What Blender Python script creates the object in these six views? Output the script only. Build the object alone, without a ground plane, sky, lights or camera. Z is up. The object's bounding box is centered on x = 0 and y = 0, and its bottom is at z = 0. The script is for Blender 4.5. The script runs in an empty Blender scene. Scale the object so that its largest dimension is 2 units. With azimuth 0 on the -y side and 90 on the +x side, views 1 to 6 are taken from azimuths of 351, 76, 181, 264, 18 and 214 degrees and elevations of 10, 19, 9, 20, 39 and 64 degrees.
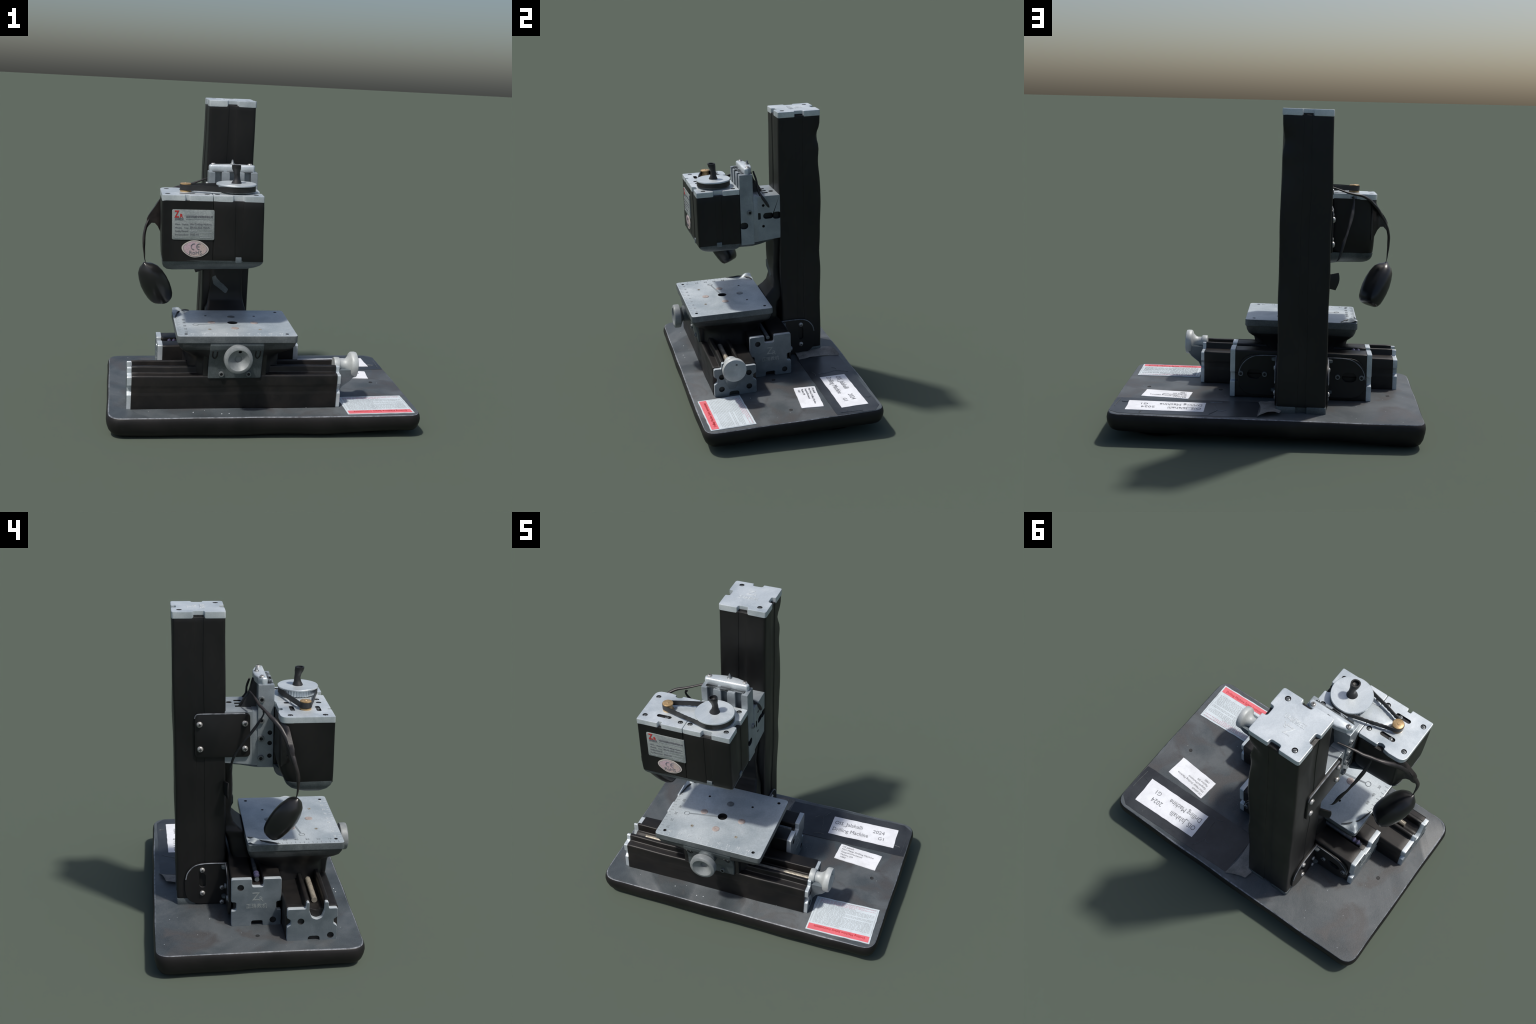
import bpy, bmesh, math, random
from mathutils import Vector, Matrix, noise

RNG = random.Random(11)
Z0 = 0.157                      # height of the base plate's top face at the middle


# ------------------------------------------------------------------ frames
def lean(p):
    """the whole machine stands slightly tilted: nods forward, one side up"""
    x, y, z = p
    return Vector((x, y - 0.025 * (z - Z0), z + 0.011 * x + 0.028 * y))


def lean_base(p):
    """the board itself sags a little towards its back edge"""
    q = lean(p)
    q.z -= 0.008 * max(0.0, p[1]) + 0.003 * max(0.0, min(1.0, (p[0] + 0.1) * 3))
    return q


def lean_head(p):
    q = lean(p)
    q.x -= 0.03 * (p[2] - 1.25)
    return q


def same(p):
    return Vector(p)


# --------------------------------------------------------------- materials
def new_mat(name):
    m = bpy.data.materials.new(name)
    m.use_nodes = True
    nt = m.node_tree
    b = nt.nodes["Principled BSDF"]
    return m, nt, b


def tex_noise(nt, scale, detail=4.0, rough=0.55, vec=None, dist=0.0):
    n = nt.nodes.new("ShaderNodeTexNoise")
    n.inputs["Scale"].default_value = scale
    n.inputs["Detail"].default_value = detail
    n.inputs["Roughness"].default_value = rough
    n.inputs["Distortion"].default_value = dist
    nt.links.new(vec, n.inputs["Vector"])
    return n.outputs["Fac"]


def ramp(nt, fac, stops):
    r = nt.nodes.new("ShaderNodeValToRGB")
    e = r.color_ramp.elements
    while len(e) < len(stops):
        e.new(0.5)
    for el, (pos, col) in zip(e, stops):
        el.position = pos
        el.color = (*col, 1.0)
    nt.links.new(fac, r.inputs["Fac"])
    return r.outputs["Color"]


def mix(nt, fac, a, b):
    m = nt.nodes.new("ShaderNodeMix")
    m.data_type = 'RGBA'
    ins = [s for s in m.inputs if s.type == 'RGBA']
    for sock, v in ((m.inputs[0], fac), (ins[0], a), (ins[1], b)):
        if isinstance(v, bpy.types.NodeSocket):
            nt.links.new(v, sock)
        elif isinstance(v, tuple):
            sock.default_value = (*v, 1.0)
        else:
            sock.default_value = v
    return [s for s in m.outputs if s.type == 'RGBA'][0]


def bump(nt, b, height, strength, distance=0.002):
    n = nt.nodes.new("ShaderNodeBump")
    n.inputs["Strength"].default_value = strength
    n.inputs["Distance"].default_value = distance
    nt.links.new(height, n.inputs["Height"])
    nt.links.new(n.outputs["Normal"], b.inputs["Normal"])


def grained(name, dark, light, scale=6.0, lo=0.35, hi=0.65, rough=0.5, metal=0.0,
            fine=120.0, fine_amt=0.25, bump_amt=0.15, stretch=(1, 1, 1), spec=0.5, rough_var=0.0):
    """two-tone cloudy colour with a fine grain on top"""
    m, nt, b = new_mat(name)
    tc = nt.nodes.new("ShaderNodeTexCoord")
    mp = nt.nodes.new("ShaderNodeMapping")
    mp.inputs["Scale"].default_value = stretch
    nt.links.new(tc.outputs["Object"], mp.inputs["Vector"])
    v = mp.outputs["Vector"]
    c = ramp(nt, tex_noise(nt, scale, 5, 0.6, v, 0.4), [(lo, dark), (hi, light)])
    f = tex_noise(nt, fine, 2, 0.5, v)
    f2 = ramp(nt, f, [(0.3, (1 - fine_amt,) * 3), (0.7, (1 + fine_amt * 0.0 + 0.0,) * 3)])
    mul = nt.nodes.new("ShaderNodeMix")
    mul.data_type = 'RGBA'
    mul.blend_type = 'MULTIPLY'
    mul.inputs[0].default_value = 1.0
    ins = [s for s in mul.inputs if s.type == 'RGBA']
    nt.links.new(c, ins[0])
    nt.links.new(f2, ins[1])
    nt.links.new([s for s in mul.outputs if s.type == 'RGBA'][0], b.inputs["Base Color"])
    b.inputs["Roughness"].default_value = rough
    if rough_var:
        rr = nt.nodes.new("ShaderNodeMapRange")
        rr.inputs["To Min"].default_value = rough - rough_var
        rr.inputs["To Max"].default_value = rough + rough_var
        nt.links.new(tex_noise(nt, scale * 1.7, 4, 0.6, v), rr.inputs["Value"])
        nt.links.new(rr.outputs["Result"], b.inputs["Roughness"])
    b.inputs["Metallic"].default_value = metal
    b.inputs["Specular IOR Level"].default_value = spec
    if bump_amt:
        bump(nt, b, f, bump_amt)
    return m


def plain(name, col, rough=0.6, metal=0.0, spec=0.5):
    return grained(name, tuple(c * 0.88 for c in col), col, 14, 0.35, 0.6, rough, metal, 200, 0.08, 0.05, spec=spec)


def base_material():
    """worn slate laminate: cloudy, rubbed patches, brownish stains, pale specks"""
    m, nt, b = new_mat("worn_black_laminate")
    tc = nt.nodes.new("ShaderNodeTexCoord")
    v = tc.outputs["Object"]
    big = ramp(nt, tex_noise(nt, 2.6, 5, 0.6, v, 0.6), [(0.34, (0.030, 0.039, 0.046)), (0.5, (0.053, 0.066, 0.075)), (0.68, (0.098, 0.110, 0.118))])
    stain = ramp(nt, tex_noise(nt, 3.7, 4, 0.6, v, 1.0), [(0.52, (0, 0, 0)), (0.66, (1, 1, 1))])
    c = mix(nt, stain, big, (0.060, 0.060, 0.062))
    grain = ramp(nt, tex_noise(nt, 150, 3, 0.6, v), [(0.35, (0, 0, 0)), (0.7, (1, 1, 1))])
    g = nt.nodes.new("ShaderNodeMath")
    g.operation = 'MULTIPLY'
    g.inputs[1].default_value = 0.22
    nt.links.new(grain, g.inputs[0])
    c = mix(nt, g.outputs[0], c, (0.15, 0.155, 0.155))
    vor = nt.nodes.new("ShaderNodeTexVoronoi")
    vor.inputs["Scale"].default_value = 26
    nt.links.new(v, vor.inputs["Vector"])
    speck = ramp(nt, vor.outputs["Distance"], [(0.025, (1, 1, 1)), (0.045, (0, 0, 0))])
    rare = ramp(nt, tex_noise(nt, 5.0, 2, 0.5, v), [(0.53, (0, 0, 0)), (0.58, (1, 1, 1))])
    sp = nt.nodes.new("ShaderNodeMath")
    sp.operation = 'MULTIPLY'
    nt.links.new(speck, sp.inputs[0])
    nt.links.new(rare, sp.inputs[1])
    c = mix(nt, sp.outputs[0], c, (0.34, 0.36, 0.37))
    nt.links.new(c, b.inputs["Base Color"])
    b.inputs["Roughness"].default_value = 0.48
    bump(nt, b, grain, 0.12)
    return m


M = {}


def build_materials():
    M["base"] = base_material()
    M["edge"] = grained("black_edge_band", (0.008, 0.008, 0.008), (0.017, 0.0155, 0.0155), 4, spec=0.3, rough=0.5, fine_amt=0.15)
    M["rim"] = grained("rubbed_edge", (0.10, 0.11, 0.125), (0.26, 0.28, 0.31), 30, 0.35, 0.6, rough=0.5)
    M["black"] = grained("black_anodised", (0.005, 0.0055, 0.006), (0.0145, 0.0135, 0.0132), 3.6, 0.35, 0.72, spec=0.38, rough=0.46, rough_var=0.14, fine=60,
                         fine_amt=0.12, bump_amt=0.05, stretch=(1, 1, 0.5))
    M["bed"] = grained("black_anodised_worn", (0.007, 0.007, 0.0075), (0.022, 0.019, 0.0175), 6, 0.38, 0.72, spec=0.38, rough=0.46, rough_var=0.12, fine=90,
                       fine_amt=0.25, bump_amt=0.1)
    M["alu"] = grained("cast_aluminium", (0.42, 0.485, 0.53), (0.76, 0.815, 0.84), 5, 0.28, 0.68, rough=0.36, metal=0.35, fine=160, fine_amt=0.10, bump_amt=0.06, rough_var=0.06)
    M["cap"] = grained("grey_end_cap", (0.105, 0.132, 0.152), (0.20, 0.235, 0.258), 6, 0.3, 0.7, rough=0.45, metal=0.25, fine=160, fine_amt=0.10, bump_amt=0.06, rough_var=0.06)  # darkened to copy the shade baked into the cap faces
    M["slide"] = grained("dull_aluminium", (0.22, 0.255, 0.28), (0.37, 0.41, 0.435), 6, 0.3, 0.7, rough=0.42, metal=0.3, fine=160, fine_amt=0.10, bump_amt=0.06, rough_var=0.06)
    M["tabside"] = grained("shaded_side_grey", (0.095, 0.112, 0.12), (0.17, 0.19, 0.20), 9, rough=0.5, metal=0.15)
    M["engrave"] = plain("engraved_line", (0.24, 0.27, 0.29), 0.5)
    M["belly"] = grained("grey_under_casting", (0.075, 0.092, 0.099), (0.125, 0.147, 0.155), 8, rough=0.5, metal=0.2)
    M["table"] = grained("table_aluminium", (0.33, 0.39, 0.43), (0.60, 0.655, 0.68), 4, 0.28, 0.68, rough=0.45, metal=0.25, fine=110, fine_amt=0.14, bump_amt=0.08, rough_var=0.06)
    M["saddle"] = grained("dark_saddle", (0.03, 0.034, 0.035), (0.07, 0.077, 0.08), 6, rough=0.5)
    M["shade"] = grained("shade_black", (0.008, 0.008, 0.009), (0.02, 0.019, 0.019), 8, rough=0.5)  # near black: shade below the table put into the colour
    M["hole"] = grained("hole_dark", (0.012, 0.013, 0.014), (0.03, 0.031, 0.033), 30, rough=0.6)
    M["mark"] = grained("pale_mark", (0.55, 0.60, 0.63), (0.70, 0.74, 0.76), 40, rough=0.4)
    M["steel"] = grained("bright_steel", (0.42, 0.42, 0.41), (0.62, 0.61, 0.59), 40, rough=0.32, metal=0.5)
    M["greysteel"] = grained("grey_steel", (0.16, 0.18, 0.19), (0.28, 0.30, 0.31), 40, rough=0.4, metal=0.4)
    M["brass"] = grained("brass", (0.42, 0.27, 0.12), (0.60, 0.42, 0.22), 40, rough=0.4, metal=0.4)
    M["screw"] = grained("lead_screw_steel", (0.30, 0.27, 0.22), (0.50, 0.46, 0.38), 40, rough=0.4, metal=0.3)
    M["rubber"] = grained("black_rubber", (0.010, 0.0105, 0.012), (0.022, 0.022, 0.023), 10, rough=0.5, fine_amt=0.2)
    M["plug"] = grained("black_plastic", (0.011, 0.0115, 0.013), (0.022, 0.022, 0.023), 5, rough=0.30, fine_amt=0.05, bump_amt=0.02)
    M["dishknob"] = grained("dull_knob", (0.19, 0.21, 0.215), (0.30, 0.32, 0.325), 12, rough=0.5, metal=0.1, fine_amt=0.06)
    M["knob"] = grained("knob_aluminium", (0.40, 0.43, 0.435), (0.52, 0.55, 0.55), 12, rough=0.5, metal=0.1, fine_amt=0.06)
    M["paper"] = plain("white_paper", (0.86, 0.88, 0.92), 0.6)
    M["wpaper"] = plain("glossy_warning_paper", (0.66, 0.73, 0.77), 0.45)
    M["red"] = plain("red_print", (0.80, 0.17, 0.20), 0.5)
    M["ink"] = plain("grey_ink", (0.19, 0.20, 0.22), 0.6)
    M["fine_ink"] = plain("fine_ink", (0.42, 0.46, 0.48), 0.6)
    M["pink_ink"] = plain("pink_ink", (0.55, 0.36, 0.42), 0.6)
    M["plate"] = grained("silver_label", (0.26, 0.295, 0.295), (0.36, 0.395, 0.39), 9, rough=0.4, metal=0.1)
    M["logo_red"] = plain("logo_red", (0.50, 0.025, 0.025), 0.5)
    M["oval"] = grained("pink_sticker", (0.55, 0.46, 0.40), (0.60, 0.44, 0.50), 7, 0.42, 0.58, rough=0.5)
    M["oval_rim"] = plain("sticker_border", (0.62, 0.57, 0.53), 0.5)
    M["tape"] = grained("dark_tape", (0.026, 0.029, 0.034), (0.052, 0.058, 0.064), 5, rough=0.33, fine_amt=0.2)
    M["tape_back"] = grained("tape_underside", (0.17, 0.165, 0.15), (0.30, 0.285, 0.26), 12, rough=0.6)
    M["copper"] = grained("copper_disc", (0.40, 0.33, 0.30), (0.56, 0.48, 0.45), 30, rough=0.5, metal=0.2)
    M["lilac"] = plain("lilac_nut", (0.25, 0.22, 0.34), 0.5)
    M["sheath"] = grained("cable_sheath", (0.016, 0.015, 0.016), (0.045, 0.038, 0.037), 14, rough=0.42)


# ----------------------------------------------------------------- objects
ROOT = None


def add(name, mesh, parent, mats):
    ob = bpy.data.objects.new(name, mesh)
    bpy.context.scene.collection.objects.link(ob)
    ob.parent = parent
    for m in mats:
        mesh.materials.append(M[m])
    return ob


def wobble(bm, amp, scale, seed=0.0):
    off = Vector((seed * 3.1, seed * 7.7, seed * 1.3))
    for v in bm.verts:
        v.co += noise.noise_vector(v.co * scale + off) * amp


def finish(name, bm, mats, parent, frame=lean, wob=None, angle=38, cutters=None, subdiv=0):
    """boolean cuts, wobble, frame, shading -> object"""
    if isinstance(mats, str):
        mats = [mats]
    bmesh.ops.remove_doubles(bm, verts=bm.verts, dist=1e-6)
    bmesh.ops.recalc_face_normals(bm, faces=bm.faces)
    if cutters is not None:
        bm = boolean(bm, cutters)
    if subdiv:
        bmesh.ops.triangulate(bm, faces=[f for f in bm.faces if len(f.verts) > 4])
    if wob:
        wobble(bm, *wob)
    for v in bm.verts:
        v.co = frame(v.co)
    me = bpy.data.meshes.new(name)
    bm.to_mesh(me)
    bm.free()
    shade(me, angle)
    ob = add(name, me, parent, mats)
    if cutters is not None:                     # keep the broad faces of drilled plates flat
        md = ob.modifiers.new("weighted_normals", 'WEIGHTED_NORMAL')
        md.keep_sharp = True
    return ob


def shade(me, angle):
    me.polygons.foreach_set("use_smooth", [True] * len(me.polygons))
    me.set_sharp_from_angle(angle=math.radians(angle))


def boolean(bm, cutters):
    """difference; falls through the solvers until one gives a sound body"""
    vol = bm.calc_volume()
    me = bpy.data.meshes.new("tmp")
    bm.to_mesh(me)
    bm.free()
    mc = bpy.data.meshes.new("tmpc")
    bmesh.ops.recalc_face_normals(cutters, faces=cutters.faces)
    for f in cutters.faces:
        f.material_index = 1
    cutters.to_mesh(mc)
    cutters.free()
    oa = bpy.data.objects.new("tmp", me)
    oc = bpy.data.objects.new("tmpc", mc)
    for o in (oa, oc):
        bpy.context.scene.collection.objects.link(o)
        for k in ("alu", "hole"):
            o.data.materials.append(M[k])
    md = oa.modifiers.new("b", 'BOOLEAN')
    md.operation = 'DIFFERENCE'
    md.object = oc
    for solver in ('MANIFOLD', 'EXACT', 'FAST'):
        md.solver = solver
        dg = bpy.context.evaluated_depsgraph_get()
        dg.update()
        res = bpy.data.meshes.new_from_object(oa.evaluated_get(dg))
        out = bmesh.new()
        out.from_mesh(res)
        bpy.data.meshes.remove(res)
        v = out.calc_volume() if out.faces else 0
        if 0.7 * vol < v < vol:
            break
        out.free()
        out = None
    if out is None:
        out = bmesh.new()
        out.from_mesh(me)
    bpy.data.objects.remove(oa)
    bpy.data.objects.remove(oc)
    for m_ in (me, mc):
        bpy.data.meshes.remove(m_)
    return out


# -------------------------------------------------------------- 2D profiles
def rounded(pts, radii, seg=4):
    """polygon with its corners rounded"""
    if not isinstance(radii, (list, tuple)):
        radii = [radii] * len(pts)
    out = []
    n = len(pts)
    for i in range(n):
        p = Vector(pts[i])
        a = Vector(pts[i - 1]) - p
        b = Vector(pts[(i + 1) % n]) - p
        r = radii[i]
        if r <= 0 or a.length < 1e-9 or b.length < 1e-9:
            out.append(tuple(p))
            continue
        ang = a.angle(b)
        if ang > 3.05:
            out.append(tuple(p))
            continue
        d = min(r / math.tan(ang / 2), a.length * 0.49, b.length * 0.49)
        p0, p1 = p + a.normalized() * d, p + b.normalized() * d
        for k in range(seg + 1):
            t = k / seg
            q = p0 * (1 - t) ** 2 + p * 2 * t * (1 - t) + p1 * t * t
            out.append(tuple(q))
    return out


def rect(x0, x1, y0, y1, r=0.0, seg=4):
    return rounded([(x0, y0), (x1, y0), (x1, y1), (x0, y1)], r, seg) if r else [(x0, y0), (x1, y0), (x1, y1), (x0, y1)]


def slotted(x0, x1, y0, y1, slots, r=0.012, sr=0.01):
    """rectangle, counter-clockwise, with a slot (centre, width, depth) in chosen sides b r t l"""
    pts, rad = [], []

    def put(p, q):
        pts.append(p)
        rad.append(max(q, 0.0085))
    put((x0, y0), r)
    for c, w, d in slots.get('b', []):
        for p, q in (((c - w / 2, y0), sr * .4), ((c - w / 2, y0 + d), sr), ((c + w / 2, y0 + d), sr), ((c + w / 2, y0), sr * .4)):
            put(p, q)
    put((x1, y0), r)
    for c, w, d in slots.get('r', []):
        for p, q in (((x1, c - w / 2), sr * .4), ((x1 - d, c - w / 2), sr), ((x1 - d, c + w / 2), sr), ((x1, c + w / 2), sr * .4)):
            put(p, q)
    put((x1, y1), r)
    for c, w, d in slots.get('t', []):
        for p, q in (((c + w / 2, y1), sr * .4), ((c + w / 2, y1 - d), sr), ((c - w / 2, y1 - d), sr), ((c - w / 2, y1), sr * .4)):
            put(p, q)
    put((x0, y1), r)
    for c, w, d in slots.get('l', []):
        for p, q in (((x0, c + w / 2), sr * .4), ((x0 + d, c + w / 2), sr), ((x0 + d, c - w / 2), sr), ((x0, c - w / 2), sr * .4)):
            put(p, q)
    return rounded(pts, rad, 3)


def offset(prof, d):
    n = len(prof)
    out = []
    for i in range(n):
        p = Vector(prof[i])
        a = (p - Vector(prof[i - 1]))
        b = (Vector(prof[(i + 1) % n]) - p)
        if a.length < 1e-9:
            a = b
        if b.length < 1e-9:
            b = a
        na = Vector((-a.y, a.x)).normalized()
        nb = Vector((-b.y, b.x)).normalized()
        m = na + nb
        if m.length < 1e-6:
            m = na
        m.normalize()
        k = 1 / max(0.6, m.dot(na))
        out.append(tuple(p + m * d * k))
    return out


def densify(prof, step):
    out = []
    n = len(prof)
    for i in range(n):
        a, b = Vector(prof[i]), Vector(prof[(i + 1) % n])
        k = max(1, int((b - a).length / step))
        for j in range(k):
            out.append(tuple(a.lerp(b, j / k)))
    return out


def place(axis, u, v, w):
    return {'z': (u, v, w), 'x': (w, u, v), 'y': (u, w, v)}[axis]


def bridge(bm, rings, close_ends=True, mat=0):
    vs = [[bm.verts.new(p) for p in ring] for ring in rings]
    n = len(vs[0])
    for a, b in zip(vs, vs[1:]):
        for i in range(n):
            f = bm.faces.new((a[i], a[(i + 1) % n], b[(i + 1) % n], b[i]))
            f.material_index = mat
    if close_ends:
        for ring in (vs[0], vs[-1]):
            f = bm.faces.new(ring)
            f.material_index = mat
    return vs


def prism(bm, prof, axis, a, b, bev=0.004, step=None, mat=0):
    """extrude a profile along an axis with softened ends"""
    lv = [(a, bev), (a + bev * 0.3, bev * 0.3), (a + bev, 0)] if bev else [(a, 0)]
    if step:
        k = max(1, int((b - a) / step))
        lv += [(a + (b - a) * i / k, 0) for i in range(1, k)]
    lv += [(b - bev, 0), (b - bev * 0.3, bev * 0.3), (b, bev)] if bev else [(b, 0)]
    rings = []
    for w, o in lv:
        pr = offset(prof, o) if o else prof
        rings.append([place(axis, u, v, w) for u, v in pr])
    bridge(bm, rings, True, mat)
    return bm


def box(bm, x0, x1, y0, y1, z0, z1, bev=0.004, r=0.004, mat=0):
    return prism(bm, rect(x0, x1, y0, y1, r, 2), 'z', z0, z1, bev, None, mat)


def lathe(bm, prof, centre, axis='z', seg=32, mat=0, squash=None):
    """prof: (radius, along) pairs"""
    rings = []
    for r, h in prof:
        ring = []
        for i in range(seg):
            t = 2 * math.pi * i / seg
            u, v = r * math.cos(t), r * math.sin(t)
            ring.append(tuple(Vector(centre) + Vector(place(axis, u, v, h))))
        rings.append(ring)
    bridge(bm, rings, True, mat)
    return bm


def circle(cx, cy, r, n=28):
    return [(cx + r * math.cos(2 * math.pi * i / n), cy + r * math.sin(2 * math.pi * i / n)) for i in range(n)]


def stadium(cx, cy, half, r, horizontal=True, n=10):
    pts = []
    for s, a0 in ((1, -90), (-1, 90)):
        for i in range(n + 1):
            t = math.radians(a0 + 180 * i / n)
            pts.append((s * half + r * math.cos(t), r * math.sin(t)))
    return [(cx + p, cy + q) if horizontal else (cx + q, cy - p) for p, q in pts]


def catmull(pts, n=8):
    P = [Vector(p) for p in pts]
    P = [P[0] * 2 - P[1]] + P + [P[-1] * 2 - P[-2]]
    out = []
    for i in range(1, len(P) - 2):
        for k in range(n):
            t = k / n
            a, b, c, d = P[i - 1:i + 3]
            out.append(0.5 * ((2 * b) + (c - a) * t + (2 * a - 5 * b + 4 * c - d) * t * t + (3 * b - a - 3 * c + d) * t ** 3))
    out.append(P[-2])
    return out


def tube(bm, pts, radii, flat=1.0, seg=10, n=8, side=Vector((0.3, 1, 0.2)), mat=0):
    """swept tube; radii per control point; flat squeezes it across 'side'"""
    path = catmull(pts, n)
    rr = [c.x for c in catmull([(r, 0, 0) for r in radii], n)]
    rings = []
    for i, p in enumerate(path):
        t = (path[min(i + 1, len(path) - 1)] - path[max(i - 1, 0)]).normalized()
        u = (side - t * side.dot(t)).normalized()
        w = t.cross(u)
        r = max(rr[i], 0.0008)
        rings.append([p + u * (r * math.cos(2 * math.pi * k / seg)) + w * (r * flat * math.sin(2 * math.pi * k / seg)) for k in range(seg)])
    bridge(bm, rings, True, mat)
    return bm


def loft_rects(bm, secs, seg=5, mat=0, step=None):
    """secs: (z, x0, x1, y0, y1, r)"""
    rings = []
    for z, x0, x1, y0, y1, r in secs:
        pr = rect(x0, x1, y0, y1, r, seg)
        rings.append([(u, v, z) for u, v in pr])
    bridge(bm, rings, True, mat)
    return bm


FONT_CACHE = {}


def text(name, body, size, mat, parent, origin, right, up, frame=lean, align='LEFT', depth=0.0007, width=None, parts=None, bold=0.0):
    """raised lettering lying on the plane (origin; right, up)"""
    cu = bpy.data.curves.new("t", 'FONT')
    cu.body = body
    cu.size = size
    cu.align_x = align
    cu.extrude = depth
    cu.offset = bold
    cu.resolution_u = 2
    ob = bpy.data.objects.new("t", cu)
    bpy.context.scene.collection.objects.link(ob)
    dg = bpy.context.evaluated_depsgraph_get()
    dg.update()
    me = bpy.data.meshes.new_from_object(ob.evaluated_get(dg))
    bpy.data.objects.remove(ob)
    bpy.data.curves.remove(cu)
    me.materials.clear()
    R_, U_ = Vector(right).normalized(), Vector(up).normalized()
    N_ = R_.cross(U_)
    xs = [v.co.x for v in me.vertices] or [0]
    k = 1.0
    if width and max(xs) - min(xs) > 1e-6:
        k = width / (max(xs) - min(xs))
    for v in me.vertices:
        p = Vector(origin) + R_ * v.co.x * k + U_ * v.co.y + N_ * v.co.z
        v.co = frame(p)
    me.name = name
    return add(name, me, parent, [mat])


def instance(name, mesh, parent, loc, axis, frame, spin=0.0, scale=1.0):
    """shared-mesh repeat: local +z turned onto axis"""
    ob = bpy.data.objects.new(name, mesh)
    bpy.context.scene.collection.objects.link(ob)
    ob.parent = parent
    q = Vector((0, 0, 1)).rotation_difference(Vector(axis).normalized()).to_matrix().to_4x4()
    ob.matrix_world = Matrix.Translation(frame(loc)) @ q @ Matrix.Rotation(spin, 4, 'Z') @ Matrix.Scale(scale, 4)
    return ob


def pan_screw_mesh():
    bm = bmesh.new()
    lathe(bm, [(0.0165, -0.004), (0.0165, 0.003), (0.0145, 0.008), (0.010, 0.0115), (0.004, 0.0125)], (0, 0, 0), 'z', 20)
    for f in bm.faces:
        f.material_index = 0
    for a, b in ((0.009, 0.002), (0.002, 0.009)):
        prism(bm, rect(-a, a, -b, b), 'z', 0.006, 0.0131, 0, None, 1)
    bmesh.ops.recalc_face_normals(bm, faces=bm.faces)
    me = bpy.data.meshes.new("pan_screw")
    bm.to_mesh(me)
    bm.free()
    shade(me, 40)
    me.materials.append(M["steel"])
    me.materials.append(M["hole"])
    return me


def socket_bolt_mesh():
    bm = bmesh.new()
    # domed cap with a hollow hexagonal socket
    lathe(bm, [(0.0165, -0.004), (0.0165, 0.008), (0.015, 0.011), (0.009, 0.011), (0.0085, 0.003), (0.002, 0.002)], (0, 0, 0), 'z', 18)
    for f in bm.faces:
        c = f.calc_center_median()
        f.material_index = 1 if (c.xy.length < 0.0088 and c.z > 0.001) else 0
    bmesh.ops.recalc_face_normals(bm, faces=bm.faces)
    me = bpy.data.meshes.new("socket_bolt")
    bm.to_mesh(me)
    bm.free()
    shade(me, 40)
    me.materials.append(M["greysteel"])
    me.materials.append(M["hole"])
    return me


def sunk_screw_mesh():
    """small screw sitting low in its hole"""
    bm = bmesh.new()
    lathe(bm, [(0.0115, -0.012), (0.0115, -0.004), (0.009, -0.0025), (0.004, -0.002)], (0, 0, 0), 'z', 16)
    prism(bm, rect(-0.008, 0.008, -0.0017, 0.0017), 'z', -0.006, -0.0008, 0, None, 1)
    bmesh.ops.recalc_face_normals(bm, faces=bm.faces)
    me = bpy.data.meshes.new("sunk_screw")
    bm.to_mesh(me)
    bm.free()
    shade(me, 40)
    me.materials.append(M["greysteel"])
    me.materials.append(M["hole"])
    return me


SCREW = {}


def lit_rim(ob, axis, mat):
    """the sawn edge of a plate is brighter than its broad faces"""
    me = ob.data
    me.materials.append(M[mat])
    k = len(me.materials) - 1
    for p in me.polygons:
        if p.material_index == 0 and abs(p.normal[axis]) < 0.9:
            p.material_index = k


def bores(items):
    """cutter: list of (profile, axis, a, b)"""
    bm = bmesh.new()
    for prof, axis, a, b in items:
        prism(bm, prof, axis, a, b, 0)
    return bm


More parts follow.
